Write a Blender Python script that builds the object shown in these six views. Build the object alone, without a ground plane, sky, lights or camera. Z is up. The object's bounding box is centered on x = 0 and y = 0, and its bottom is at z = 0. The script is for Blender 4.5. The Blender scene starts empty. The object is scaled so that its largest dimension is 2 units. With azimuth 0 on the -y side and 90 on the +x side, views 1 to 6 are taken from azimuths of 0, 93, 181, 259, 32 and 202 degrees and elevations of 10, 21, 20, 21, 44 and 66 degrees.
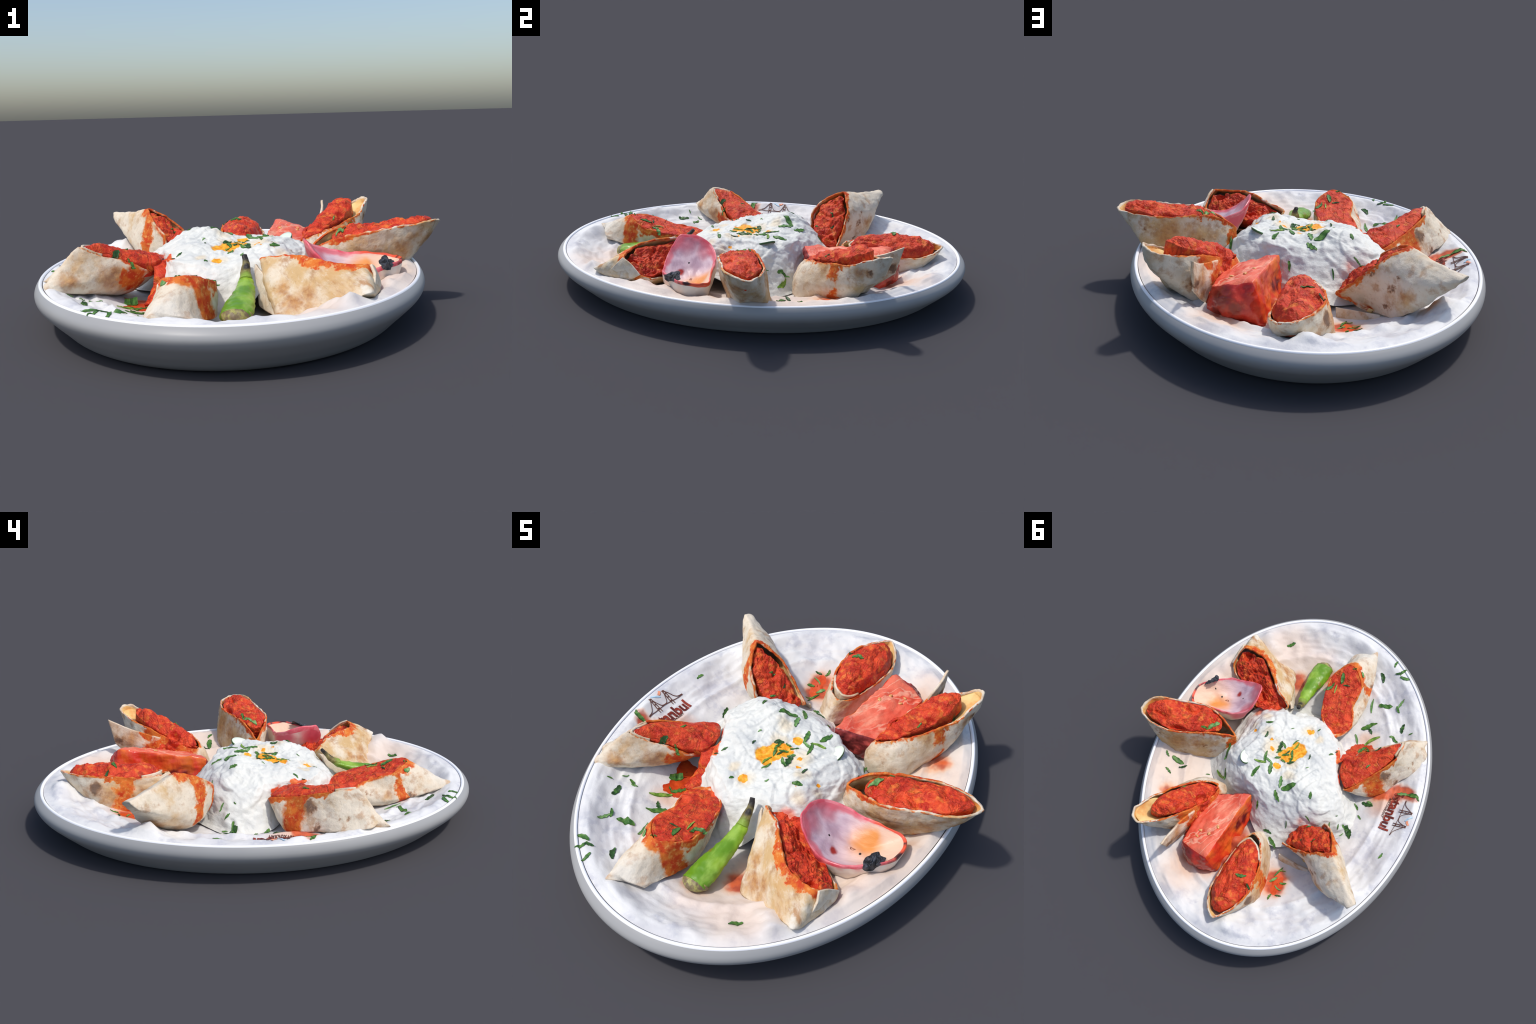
import bpy, bmesh, math, random
import numpy as np
from mathutils import Vector, Matrix, noise
from mathutils.bvhtree import BVHTree

random.seed(7)
rng = np.random.default_rng(7)
COL = bpy.context.scene.collection


def lin(r, g, b):
    f = lambda c: (c / 255 / 12.92) if c / 255 <= 0.04045 else ((c / 255 + 0.055) / 1.055) ** 2.4
    return (f(r), f(g), f(b), 1.0)


# ------------------------------------------------------------------ shader helpers
class Tree:
    def __init__(self, name, rough=0.6, spec=0.4):
        self.mat = bpy.data.materials.new(name)
        self.mat.use_nodes = True
        self.nt = self.mat.node_tree
        self.bsdf = self.nt.nodes["Principled BSDF"]
        self.bsdf.inputs["Roughness"].default_value = rough
        self.bsdf.inputs["Specular IOR Level"].default_value = spec
        self.pos = self.node("ShaderNodeTexCoord").outputs["Object"]

    def node(self, kind, **kw):
        n = self.nt.nodes.new(kind)
        for k, v in kw.items():
            setattr(n, k, v)
        return n

    def put(self, sock, v):
        if isinstance(v, bpy.types.NodeSocket):
            self.nt.links.new(v, sock)
        else:
            if isinstance(v, (tuple, list)) and len(v) == 4 and sock.type == "VECTOR":
                v = v[:3]
            sock.default_value = v

    def math(self, op, a, b=0.0, clamp=False):
        n = self.node("ShaderNodeMath", operation=op, use_clamp=clamp)
        self.put(n.inputs[0], a)
        self.put(n.inputs[1], b)
        return n.outputs[0]

    def vmath(self, op, a, b=(0, 0, 0)):
        n = self.node("ShaderNodeVectorMath", operation=op)
        self.put(n.inputs[0], a)
        if op == "SCALE":
            self.put(n.inputs["Scale"], b)
        else:
            self.put(n.inputs[1], b)
        return n.outputs["Value"] if op in ("LENGTH", "DOT_PRODUCT", "DISTANCE") else n.outputs[0]

    def noise(self, scale, detail=4, rough=0.55, vec=None, dist=0.0, color=False):
        n = self.node("ShaderNodeTexNoise")
        self.put(n.inputs["Vector"], vec or self.pos)
        n.inputs["Scale"].default_value = scale
        n.inputs["Detail"].default_value = detail
        n.inputs["Roughness"].default_value = rough
        n.inputs["Distortion"].default_value = dist
        return n.outputs["Color" if color else "Fac"]

    def ramp(self, fac, lo, hi):
        n = self.node("ShaderNodeMapRange", interpolation_type="SMOOTHSTEP")
        self.put(n.inputs["Value"], fac)
        n.inputs["From Min"].default_value = lo
        n.inputs["From Max"].default_value = hi
        return n.outputs[0]

    def mix(self, fac, a, b):
        n = self.node("ShaderNodeMix", data_type="RGBA")
        self.put(n.inputs[0], fac)
        self.put(n.inputs[6], a)
        self.put(n.inputs[7], b)
        return n.outputs[2]

    def stretched(self, axis, factor):
        """coordinates squeezed along an axis, so that grain runs along it"""
        ax = Vector(axis).normalized()
        t = self.vmath("DOT_PRODUCT", self.pos, tuple(ax))
        s = self.vmath("SCALE", tuple(ax), self.math("MULTIPLY", t, 1 - 1 / factor))
        return self.vmath("SUBTRACT", self.pos, s)

    def warped(self, amount, scale):
        c = self.noise(scale, 3, color=True)
        d = self.vmath("SCALE", self.vmath("SUBTRACT", c, (0.5, 0.5, 0.5)), amount)
        return self.vmath("ADD", self.pos, d)

    def blob(self, vec, c, r, soft=0.5, axis=None, k=1.0):
        """1 inside a ball (or one drawn out along an axis), 0 outside"""
        d = self.vmath("SUBTRACT", vec, tuple(c))
        if axis is not None:
            ax = tuple(Vector(axis).normalized())
            t = self.math("MULTIPLY", self.vmath("DOT_PRODUCT", d, ax), 1 - 1 / k)
            s = self.node("ShaderNodeVectorMath", operation="SCALE")
            s.inputs[0].default_value = ax
            self.put(s.inputs["Scale"], t)
            d = self.vmath("SUBTRACT", d, s.outputs[0])
        ln = self.vmath("LENGTH", d)
        m = self.ramp(ln, r * (1 + soft), r * (1 - soft))
        # a Map Range with From Min above From Max is the falling step
        return m

    def seg(self, vec, a, b, r, soft=0.5):
        """1 close to the segment from a to b, 0 away from it"""
        ab = Vector(b) - Vector(a)
        d = self.vmath("SUBTRACT", vec, tuple(a))
        k = self.math("DIVIDE", self.vmath("DOT_PRODUCT", d, tuple(ab)), ab.length_squared, clamp=True)
        s = self.node("ShaderNodeVectorMath", operation="SCALE")
        s.inputs[0].default_value = tuple(ab)
        self.put(s.inputs["Scale"], k)
        ln = self.vmath("LENGTH", self.vmath("SUBTRACT", d, s.outputs[0]))
        return self.ramp(ln, r * (1 + soft), r * (1 - soft))

    def run(self, vec, path, soft=0.5):
        """mask along a path of (point, radius)"""
        out = None
        for (a, ra), (b, rb) in zip(path, path[1:]):
            m = self.seg(vec, a, b, (ra + rb) / 2, soft)
            out = m if out is None else self.math("MAXIMUM", out, m)
        return out

    def blobs(self, vec, items, soft=0.5):
        out = None
        for it in items:
            m = self.blob(vec, it[0], it[1], soft, *(it[2:4] if len(it) > 2 else ()))
            out = m if out is None else self.math("MAXIMUM", out, m)
        return out

    def finish(self, col, bump=None, strength=0.3, dist=0.01, rough=None):
        self.put(self.bsdf.inputs["Base Color"], col)
        if rough is not None:
            self.put(self.bsdf.inputs["Roughness"], rough)
        if bump is not None:
            b = self.node("ShaderNodeBump")
            b.inputs["Strength"].default_value = strength
            b.inputs["Distance"].default_value = dist
            self.put(b.inputs["Height"], bump)
            self.put(self.bsdf.inputs["Normal"], b.outputs[0])
        return self.mat


RED, DEEP = lin(232, 82, 40), lin(194, 44, 24)
CREAM, WHEAT, TOAST, CHAR = lin(224, 211, 190), lin(206, 172, 124), lin(170, 118, 70), lin(96, 60, 42)


def tortilla_material(name, toast=(), char=(), stain=(), pale=(), wheat=0.5, grain=None, runs=(), edge=None):
    t = Tree(name, 0.7, 0.2)
    rough = t.vmath("SCALE", t.vmath("SUBTRACT", t.noise(38, 4, 0.65, color=True), (0.5, 0.5, 0.5)), 0.05)
    w = t.vmath("ADD", t.warped(0.08, 13), rough)
    w2 = t.vmath("ADD", t.warped(0.05, 34), rough)
    g = t.stretched(grain, 3.0) if grain else t.pos
    big = t.noise(8, 5, 0.6)
    col = t.mix(t.ramp(big, 0.60 - 0.3 * wheat, 0.86 - 0.3 * wheat), CREAM, WHEAT)
    gold = t.noise(5.5, 5, 0.62, t.vmath("ADD", g, (1.7, 6.3, 3.9)))
    col = t.mix(t.math("MULTIPLY", t.ramp(gold, 0.50, 0.66), 0.35 + 0.35 * wheat), col, lin(198, 152, 94))
    # browned patches where the bread met the griddle, and translucent damp ones
    sp = t.noise(21, 5, 0.62, g)
    col = t.mix(t.math("MULTIPLY", t.ramp(sp, 0.50, 0.68), 0.42 + 0.40 * wheat), col, TOAST)
    dm = t.noise(15, 4, 0.6, t.vmath("ADD", t.pos, (4.2, 9.1, 2.7)))
    col = t.mix(t.math("MULTIPLY", t.ramp(dm, 0.55, 0.72), 0.35), col, lin(178, 160, 122))
    # flour dust, small pale flecks
    fl = t.noise(62, 5, 0.7, g)
    col = t.mix(t.math("MULTIPLY", t.ramp(fl, 0.52, 0.76), 0.45), col, lin(230, 222, 208))
    tiny = t.noise(120, 3, 0.6)
    col = t.mix(t.math("MULTIPLY", t.ramp(tiny, 0.62, 0.76), 0.45), col, lin(158, 118, 76))
    if pale:
        col = t.mix(t.math("MULTIPLY", t.blobs(w, pale, 0.5), 0.8), col, lin(222, 216, 204))
    if toast:
        m = t.blobs(w, toast, 0.75)
        br = t.mix(t.ramp(t.noise(45, 4, 0.6), 0.35, 0.7), lin(196, 146, 88), lin(160, 100, 52))
        col = t.mix(t.math("MULTIPLY", m, 0.8), col, br)
    if char:
        m = t.blobs(w2, char, 0.8)
        br = t.mix(t.ramp(m, 0.3, 1.0), lin(166, 112, 66), CHAR)
        col = t.mix(t.math("MULTIPLY", t.ramp(m, 0.0, 0.8), 0.85), col, br)
    if stain or runs:
        m = t.blobs(w, stain, 0.4) if stain else None
        for path in runs:
            k = t.run(w, path, 0.45)
            m = k if m is None else t.math("MAXIMUM", m, k)
        oil = t.mix(t.ramp(t.noise(24, 5, 0.6), 0.35, 0.65), lin(214, 116, 44), lin(196, 62, 26))
        oil = t.mix(t.ramp(t.noise(60, 4, 0.6), 0.50, 0.75), oil, lin(222, 156, 84))
        if edge:
            k = t.run(t.warped(0.022, 34), edge, 0.9)
            m = t.math("MAXIMUM", m, t.math("MULTIPLY", k, t.ramp(t.noise(13, 4, 0.6), 0.30, 0.55)))
        # the orange oil spreads further and paler than the sauce itself
        col = t.mix(t.math("MULTIPLY", t.ramp(m, 0.0, 0.4), 0.45), col, lin(226, 150, 78))
        col = t.mix(t.ramp(m, 0.25, 0.75), col, oil)
    bump = t.math("ADD", t.noise(60, 5, 0.6, g), t.math("MULTIPLY", t.noise(200, 3), 0.3))
    return t.finish(col, bump, 0.35, 0.008)


def filling_material(name, dark=0.4):
    t = Tree(name, 0.46, 0.28)
    a = t.noise(16, 5, 0.6)
    col = t.mix(t.ramp(a, 0.35, 0.7), DEEP, RED)
    b = t.noise(42, 4, 0.65, dist=0.5)
    col = t.mix(t.math("MULTIPLY", t.ramp(b, 0.50, 0.72), 0.75), col, lin(236, 104, 50))  # lighter orange coloured in for reflections on wet sauce
    c = t.noise(30, 3, 0.5, t.vmath("ADD", t.pos, (3.1, 1.7, 0.4)))
    col = t.mix(t.math("MULTIPLY", t.ramp(c, 0.54, 0.68), 0.8), col, lin(230, 122, 50))
    d = t.noise(95, 3, 0.6)
    col = t.mix(t.math("MULTIPLY", t.ramp(d, 0.60, 0.75), 0.4), col, lin(240, 140, 86))
    e = t.noise(24, 3, 0.5, t.vmath("ADD", t.pos, (7.3, 2.2, 5.1)))
    col = t.mix(t.math("MULTIPLY", t.ramp(e, 0.60, 0.74), dark), col, lin(120, 26, 16))
    fold = t.noise(10, 4, 0.6, dist=0.8)
    crease = t.math("SUBTRACT", 1.0, t.ramp(t.math("ABSOLUTE", t.math("SUBTRACT", fold, 0.5)), 0.0, 0.045))
    col = t.mix(t.math("MULTIPLY", crease, 0.42), col, lin(132, 28, 18))  # dark lines drawn as crevice shadows between folds of meat
    bump = t.math("ADD", t.noise(60, 5, 0.65), t.math("MULTIPLY", crease, -0.3))
    wet = t.node("ShaderNodeMapRange")
    t.put(wet.inputs[0], t.noise(28, 3))
    wet.inputs[1].default_value, wet.inputs[2].default_value, wet.inputs[3].default_value, wet.inputs[4].default_value = 0.4, 0.6, 0.55, 0.30
    return t.finish(col, bump, 0.6, 0.014, wet.outputs[0])


def sauce_material(name):
    t = Tree(name, 0.4, 0.35)
    col = t.mix(t.ramp(t.noise(18, 4), 0.35, 0.68), lin(186, 56, 22), lin(214, 84, 32))
    col = t.mix(t.math("MULTIPLY", t.ramp(t.noise(60, 3), 0.6, 0.75), 0.5), col, lin(236, 130, 50))
    return t.finish(col, t.noise(50, 4), 0.25, 0.01)


# ------------------------------------------------------------------ mesh helpers
def add(name, verts, faces, mat, parent=None, smooth=True, mats=None, idx=None):
    me = bpy.data.meshes.new(name)
    me.from_pydata([tuple(map(float, v)) for v in verts], [], faces)
    for m in (mats or [mat]):
        me.materials.append(m)
    if idx is not None:
        me.polygons.foreach_set("material_index", idx)
    if smooth:
        me.polygons.foreach_set("use_smooth", [True] * len(me.polygons))
    me.update()
    ob = bpy.data.objects.new(name, me)
    COL.objects.link(ob)
    if parent:
        ob.parent = parent
    return ob


def thing(ob, label, category):
    ob["label"], ob["category"] = label, category
    return ob


def cr(p0, p1, p2, p3, t):
    return 0.5 * (2 * p1 + (p2 - p0) * t + (2 * p0 - 5 * p1 + 4 * p2 - p3) * t * t + (3 * p1 - p0 - 3 * p2 + p3) * t ** 3)


def closed(pts, n, tension=1.0):
    P = np.asarray(pts, float)
    K = len(P)
    out = []
    for i in range(n):
        x = i * K / n
        k = int(x)
        t = x - k
        s = cr(P[(k - 1) % K], P[k % K], P[(k + 1) % K], P[(k + 2) % K], t)
        l = P[k % K] * (1 - t) + P[(k + 1) % K] * t
        out.append(s * tension + l * (1 - tension))
    return np.array(out)


def opened(pts, n):
    P = np.asarray(pts, float)
    P = np.concatenate([[2 * P[0] - P[1]], P, [2 * P[-1] - P[-2]]])
    K = len(P) - 3
    out = []
    for i in range(n):
        x = min(i * K / (n - 1), K - 1e-9)
        k = int(x)
        out.append(cr(P[k], P[k + 1], P[k + 2], P[k + 3], x - k))
    return np.array(out)


def fract(p, scale, octaves=4, h=0.6, off=0.0):
    return noise.fractal(Vector((p[0] * scale + off, p[1] * scale + off * 1.7, p[2] * scale - off)), h, 2.0, octaves, noise_basis="PERLIN_ORIGINAL")


def grid_normals(P, wrap=True):
    du = np.roll(P, -1, 1) - np.roll(P, 1, 1) if wrap else np.gradient(P, axis=1)
    dv = np.gradient(P, axis=0)
    n = np.cross(du, dv)
    return n / (np.linalg.norm(n, axis=-1, keepdims=True) + 1e-9)


def grid_faces(rows, cols, wrap=True, base=0, flip=False):
    f = []
    for j in range(rows - 1):
        for i in range(cols if wrap else cols - 1):
            a, b = base + j * cols + i, base + j * cols + (i + 1) % cols
            q = (a, b, b + cols, a + cols)
            f.append(q[::-1] if flip else q)
    return f


# ------------------------------------------------------------------ the plate
CX, CY, RA, RB = -0.042, 0.0, 0.7300, 0.9710


def plate_q(x, y):
    return math.hypot((x - CX) / RA, (y - CY) / RB)


FLOOR = [(0, .055), (.48, .060), (.56, .067), (.62, .081), (.67, .097), (.705, .108), (.735, .1185), (.77, .1175), (.80, .119), (.84, .129), (.88, .145), (.91, .161), (.937, .1730), (.962, .1715), (.98, .1665), (1.02, .156)]
BUMPS = [(.085, .44, .07, .05), (.10, .55, .05, .05), (.30, -.685, .05, .065), (.50, -.47, .04, .05), (-.05, .865, .035, .07), (.365, -.74, .018, .06), (.53, -.365, .03, .06), (-.535, .53, .055, .06), (-.66, -.40, .0, .05)]


def plate_z(x, y):
    q = plate_q(x, y)
    w = math.hypot((x - CX) / 0.545, (y - CY) / 0.795) * 0.755
    t = min(max((q - .70) / .22, 0), 1)
    k = w * (1 - t) + q * t
    z = float(np.interp(k, [f[0] for f in FLOOR], [f[1] for f in FLOOR]))
    fade = min(max((0.985 - q) / .05, 0), 1)
    z += .0045 * math.exp(-((k - .735) / .014) ** 2) - .003 * math.exp(-((k - .775) / .014) ** 2) + .003 * math.exp(-((k - .825) / .012) ** 2)
    z += .014 * min(max(.32 + .68 * y + .35 * x, 0), 1) * min(max((k - .55) / .12, 0), 1) * min(max((.95 - k) / .08, 0), 1)
    logo = min(1.0, math.hypot(x + .65, (y - .03) * .7) / .10)
    fade *= .15 + .85 * logo ** 2
    lump = fract((x, y, 0.3), 8, 3) * 0.0095 + fract((x, y, 1.3), 18, 3) * 0.0085
    z += lump * fade * (0.35 + 0.65 * min(max((k - .66) / .08, 0), 1))
    for bx, by, h, r in BUMPS:
        z += h * math.exp(-((x - bx) ** 2 + (y - by) ** 2) / (2 * (r * .6) ** 2)) * fade
    return z


def build_plate():
    U = 256
    # offsets from the rim across the short and the long axis, and height
    prof_out = [(-0.38, -0.40, 0.0), (-0.2, -0.22, 0.0), (-0.12, -0.13, 0.0), (-0.104, -0.1135, 0.0005), (-0.094, -0.1005, 0.004), (-0.084, -0.0856, 0.012), (-0.0715, -0.0685, 0.025), (-0.055, -0.0495, 0.042),
                (-0.036, -0.0285, 0.060), (-0.0155, -0.0065, 0.080), (0.0035, 0.0145, 0.100), (0.0140, 0.0255, 0.117), (0.0168, 0.0290, 0.132), (0.0140, 0.0240, 0.146), (0.008, 0.0125, 0.158), (0.002, 0.002, 0.166)]
    lip = [(0.002, 0.166), (0.0005, 0.1695), (-0.003, 0.1715), (-0.008, 0.1712), (-0.0115, 0.168), (-0.013, 0.163), (-0.015, 0.156)]
    po = opened(prof_out, 60)
    ring = lambda d, z: [(CX + (RA + d) * math.cos(2 * math.pi * i / U), CY + (RB + d) * math.sin(2 * math.pi * i / U), z) for i in range(U)]
    t = Tree("glazed_plate_outside", 0.42, 0.35)
    outside = t.finish(t.mix(t.ramp(t.noise(3, 3), 0.3, 0.7), lin(158, 158, 158), lin(164, 164, 163)))
    V = [(CX, CY, 0.0)]
    for dx, dy, z in po:
        V += [(CX + (RA + dx) * math.cos(2 * math.pi * i / U), CY + (RB + dy) * math.sin(2 * math.pi * i / U), max(z, 0.0)) for i in range(U)]
    F = [(0, 1 + (i + 1) % U, 1 + i) for i in range(U)] + grid_faces(len(po), U, base=1)
    body = add("plate", V, F, outside)
    thing(body, "oval white glazed stoneware plate with rounded rim", "plate")

    t = Tree("glossy_white_rim", 0.22, 0.5)
    V = []
    for d, z in lip:
        V += ring(d, z)
    add("rim", V, grid_faces(len(lip), U), t.finish(lin(248, 248, 250)), body)

    # dished inside with hammered, wavy surface
    t = Tree("white_glaze", 0.5, 0.22)
    w = t.warped(0.10, 8)
    n = t.noise(5, 4, 0.55)
    col = t.mix(t.ramp(n, 0.42, 0.68), lin(226, 225, 222), lin(206, 205, 206))
    col = t.mix(t.math("MULTIPLY", t.ramp(t.noise(13, 5, 0.62), 0.50, 0.68), 0.5), col, lin(172, 174, 186))  # bluish-grey mottling paints the shade of the dents
    warm = t.blobs(w, [((0.50, -0.30, 0.1), 0.30), ((0.55, 0.20, 0.1), 0.22), ((0.20, -0.72, 0.1), 0.16), ((0.05, -0.68, 0.1), 0.12), ((0.30, 0.72, 0.1), 0.12)], 0.6)
    col = t.mix(t.math("MULTIPLY", warm, 0.7), col, lin(226, 202, 182))
    oil = t.blobs(w, [((0.62, -0.16, 0.1), 0.05), ((-0.16, 0.56, 0.1), 0.09), ((0.24, 0.60, 0.1), 0.10), ((-0.56, -0.02, 0.1), 0.07), ((-.53, .53, .13), .045),
                      ((-0.38, -0.36, 0.1), 0.06), ((-0.02, -0.64, 0.1), 0.06), ((0.48, 0.33, 0.1), 0.07), ((0.12, -0.50, 0.1), 0.09)], 0.6)
    col = t.mix(t.math("MULTIPLY", oil, 0.5), col, lin(226, 158, 100))
    soak = t.run(w, [((-.70, -.105, .15), .022), ((-.62, -.10, .12), .045), ((-.55, -.08, .1), .05)], 0.6)
    soak = t.math("MAXIMUM", soak, t.blobs(w, [((.515, .335, .1), .052), ((.49, .31, .1), .04), ((-.20, .60, .07), .05), ((-.19, .54, .06), .045), ((.20, .60, .09), .075), ((.28, .60, .09), .05), ((-.03, -.66, .1), .045), ((.11, -.56, .08), .055), ((-.535, .53, .14), .03), ((.085, .44, .09), .09), ((.10, .55, .1), .06)], 0.6))
    red = t.mix(t.ramp(t.noise(26, 4), 0.35, 0.65), lin(172, 56, 26), lin(212, 88, 36))
    col = t.mix(t.math("MULTIPLY", t.ramp(soak, 0.0, 0.5), 0.4), col, lin(228, 160, 104))
    col = t.mix(t.math("MULTIPLY", t.ramp(soak, 0.3, 0.9), 0.9), col, red)
    R = 130
    V = []
    for j in range(1, R + 1):
        s = j / R
        for i in range(U):
            a = 2 * math.pi * i / U
            x, y = CX + (RA - 0.0145) * s * math.cos(a), CY + (RB - 0.0145) * s * math.sin(a)
            V.append((x, y, plate_z(x, y)))
    V.append((CX, CY, plate_z(CX, CY)))
    F = grid_faces(R, U) + [(R * U, i, (i + 1) % U) for i in range(U)]
    add("dished_inside", V, F, t.finish(col, t.noise(14, 4), 0.25, 0.02), body)
    return body


plate = build_plate()


# ------------------------------------------------------------------ tortilla wraps
def sheet(name, rows, mat, thick=0.010, nu=30, nv=30, seed=0.0, wr=0.004, parent=None):
    """a leaf of tortilla: rows of points lofted and given a thickness"""
    A = np.array([opened(r, nu) for r in rows])
    P = np.stack([opened(A[:, i], nv) for i in range(nu)], 1)
    N = grid_normals(P, wrap=False)
    for j in range(nv):
        for i in range(nu):
            P[j, i] = P[j, i] + N[j, i] * (fract(P[j, i], 12, 3, off=seed) * wr)
    top, bot = P + N * thick / 2, P - N * thick / 2
    verts = [tuple(p) for r in top for p in r] + [tuple(p) for r in bot for p in r]
    n = nu * nv
    f = grid_faces(nv, nu, wrap=False) + grid_faces(nv, nu, wrap=False, base=n, flip=True)
    for i in range(nu - 1):
        f.append((i + 1, i, n + i, n + i + 1))
        b = (nv - 1) * nu
        f.append((b + i, b + i + 1, n + b + i + 1, n + b + i))
    for j in range(nv - 1):
        a, c = j * nu, (j + 1) * nu
        f.append((a, c, n + c, n + a))
        a, c = a + nu - 1, c + nu - 1
        f.append((c, a, n + a, n + c))
    return add(name, verts, f, mat, parent)


def wrap(name, label, R, T, M=None, bulge=0.015, tort=None, fill=None, thick=0.009, seed=0.0, wrinkle=0.004,
         loop=None, inset=0.005, drop=-0.002, bump=0.02, power=3.0, skirt=0.06, up=None, lump=0.009, fseed=0.0, tilt=0.0, fold=0.0, layers=()):
    U, V = 144, 44
    if isinstance(tort, dict):
        # sauce creeps over the cut edge all the way round
        rr = tort.pop("rim", 0.008)
        rr = [rr] * len(R) if not isinstance(rr, (list, tuple)) else list(rr)
        path = [(p, q) for p, q in zip(R, rr)] + [(R[0], rr[0])]
        tort["edge"] = path
        tort = tortilla_material(**tort)
    R, T = np.array(R, float), np.array(T, float)
    K = len(R)
    if M is None:
        c = (R.mean(0) + T.mean(0)) / 2
        M = (R + T) / 2
        d = M - c
        d[:, 2] *= 0.3
        M = M + bulge * d / (np.linalg.norm(d, axis=1, keepdims=True) + 1e-9)
    M = np.array(M, float)
    if M.ndim == 2:
        M = M[None]
    rings = np.stack([closed(R, U, 0.85)] + [closed(m, U, 0.9) for m in M] + [closed(T, U, 0.9)])
    P = np.stack([opened(rings[:, i], V) for i in range(U)], 1)
    N = grid_normals(P)
    ctr = P.mean(1, keepdims=True)
    if (np.sum(N * (P - ctr), -1)).mean() < 0:
        N = -N
        flip = True
    else:
        flip = False
    for j in range(V):
        for i in range(U):
            p = P[j, i]
            d = fract(p, 7, 3, off=seed) * wrinkle * 1.6 + fract(p, 26, 3, off=seed + 3) * wrinkle * 0.6
            if fold:
                d -= fold * max(0.0, 1 - 6 * abs(noise.noise(Vector(p * 9) + Vector((seed, 0, 0))))) * 0.5
            P[j, i] = p + N[j, i] * d
    # ragged rim
    for i in range(U):
        p = P[0, i]
        P[0, i] = p + (P[0, i] - P[2, i]) / (np.linalg.norm(P[0, i] - P[2, i]) + 1e-6) * (fract(p, 30, 2, off=seed + 9) * 0.005)
    verts = [tuple(p) for row in P for p in row]
    faces = grid_faces(V, U, flip=flip)
    tip = len(verts)
    verts.append(tuple(P[-1].mean(0)))
    for i in range(U):
        q = ((V - 1) * U + i, (V - 1) * U + (i + 1) % U, tip)
        faces.append(q[::-1] if flip else q)
    # cut edge and inner wall
    base = len(verts)
    nin = V // 2
    edge = P[0] - N[0] * thick * 0.5 + (P[0] - P[1]) * 0.25
    inner = P[:nin] - N[:nin] * thick
    allin = np.concatenate([edge[None], inner])
    verts += [tuple(p) for row in allin for p in row]
    for i in range(U):
        a, b = i, (i + 1) % U
        q = (b, a, base + a, base + b)
        faces.append(q[::-1] if flip else q)
    faces += grid_faces(nin + 1, U, base=base, flip=not flip)
    nouter = (V - 1) * U + U
    nedge = nouter + U * 4
    idx = [0] * nedge + [1] * (len(faces) - nedge)
    inside = inner_mat
    shell = add("tortilla_wrap", verts, faces, None, mats=[tort, inside], idx=idx)
    shell.name = name
    thing(shell, label, "food wrap")

    # filling: a lumpy plug standing in the cut
    L = closed(loop if loop is not None else R, U, 0.85)
    c = L.mean(0)
    nrm = np.zeros(3)
    for i in range(U):
        nrm += np.cross(L[i] - c, L[(i + 1) % U] - c)
    nrm /= np.linalg.norm(nrm)
    if up is None:
        if nrm[2] < 0:
            nrm = -nrm
    else:
        if np.dot(nrm, up) < 0:
            nrm = -nrm
    # long axis of the cut
    D = L - c
    w, v = np.linalg.eigh(D.T @ D)
    ax = v[:, 2]
    ext = D @ ax
    h0, h1 = ext.min() * 0.55, ext.max() * 0.55
    sp = c + np.clip(ext * 0.8, h0, h1)[:, None] * ax
    Q = []
    rows = 34
    tov = sp - L
    ln = np.linalg.norm(tov, axis=1, keepdims=True)
    jag = np.array([[1 + 1.3 * fract(p, 16, 3, off=fseed + 8)] for p in L])
    rim = L + tov / ln * np.minimum(inset * jag, ln * 0.5) - nrm * drop
    sp = sp - nrm * drop
    for j in range(rows):
        r = j / (rows - 1)
        row = sp * (1 - r) + rim * r
        h = bump * (1 - r ** power)
        row = row + nrm * h
        for i in range(U):
            p = row[i]
            k = (1 - r ** 6) * 0.8 + 0.2
            e = (1 + tilt * (D[i] @ ax) / max(abs(h0), h1))
            d = fract(p, 12, 2, off=fseed) * lump * 1.2 + fract(p, 38, 4, h=0.5, off=fseed + 5) * lump * 0.5
            d += lump * 0.45 * abs(noise.noise(Vector(p * 70)))
            hole = noise.noise(Vector(p * 10) + Vector((fseed, 3, 1)))
            d -= lump * 1.1 * max(0.0, 1 - 6 * abs(noise.noise(Vector(p * 8.5) + Vector((fseed, 9, 4)))))
            d -= lump * 3.0 * max(0.0, min(1.0, (hole - .42) * 9))
            row[i] = p + nrm * d * k + nrm * h * (e - 1)
        Q.append(row)
    for s in (0.2, 0.5, 1.0):
        Q.append(Q[rows - 1] - nrm * skirt * s + (sp - rim) / ln * 0.012 * s)
    Q = np.array(Q)
    fv = [tuple(p) for row in Q for p in row]
    ff = grid_faces(len(Q), U)
    ob = add("filling", fv, ff, fill, shell)
    bm = bmesh.new()
    bm.from_mesh(ob.data)
    bmesh.ops.remove_doubles(bm, verts=bm.verts, dist=0.0004)
    bmesh.ops.recalc_face_normals(bm, faces=bm.faces)
    bm.normal_update()
    m = [f for f in bm.faces]
    if sum(f.normal.dot(Vector(nrm)) * f.calc_area() for f in m) < 0:
        bmesh.ops.reverse_faces(bm, faces=m)
    bm.to_mesh(ob.data)
    bm.free()
    # further turns of the rolled sheet showing in the cut
    for u0, u1, ins, h in layers:
        ids = [int(round((u0 + (u1 - u0) * k / 16) * U)) % U for k in range(17)]
        line = np.array([L[i] + tov[i] / ln[i] * min(ins, ln[i, 0] * .6) for i in ids])
        sheet("tortilla_layer", [line + nrm * (h + .003), line + nrm * (h - .02), line - nrm * .05], tort, 0.009, 34, 10, seed, 0.004, shell)
    return shell


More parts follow.
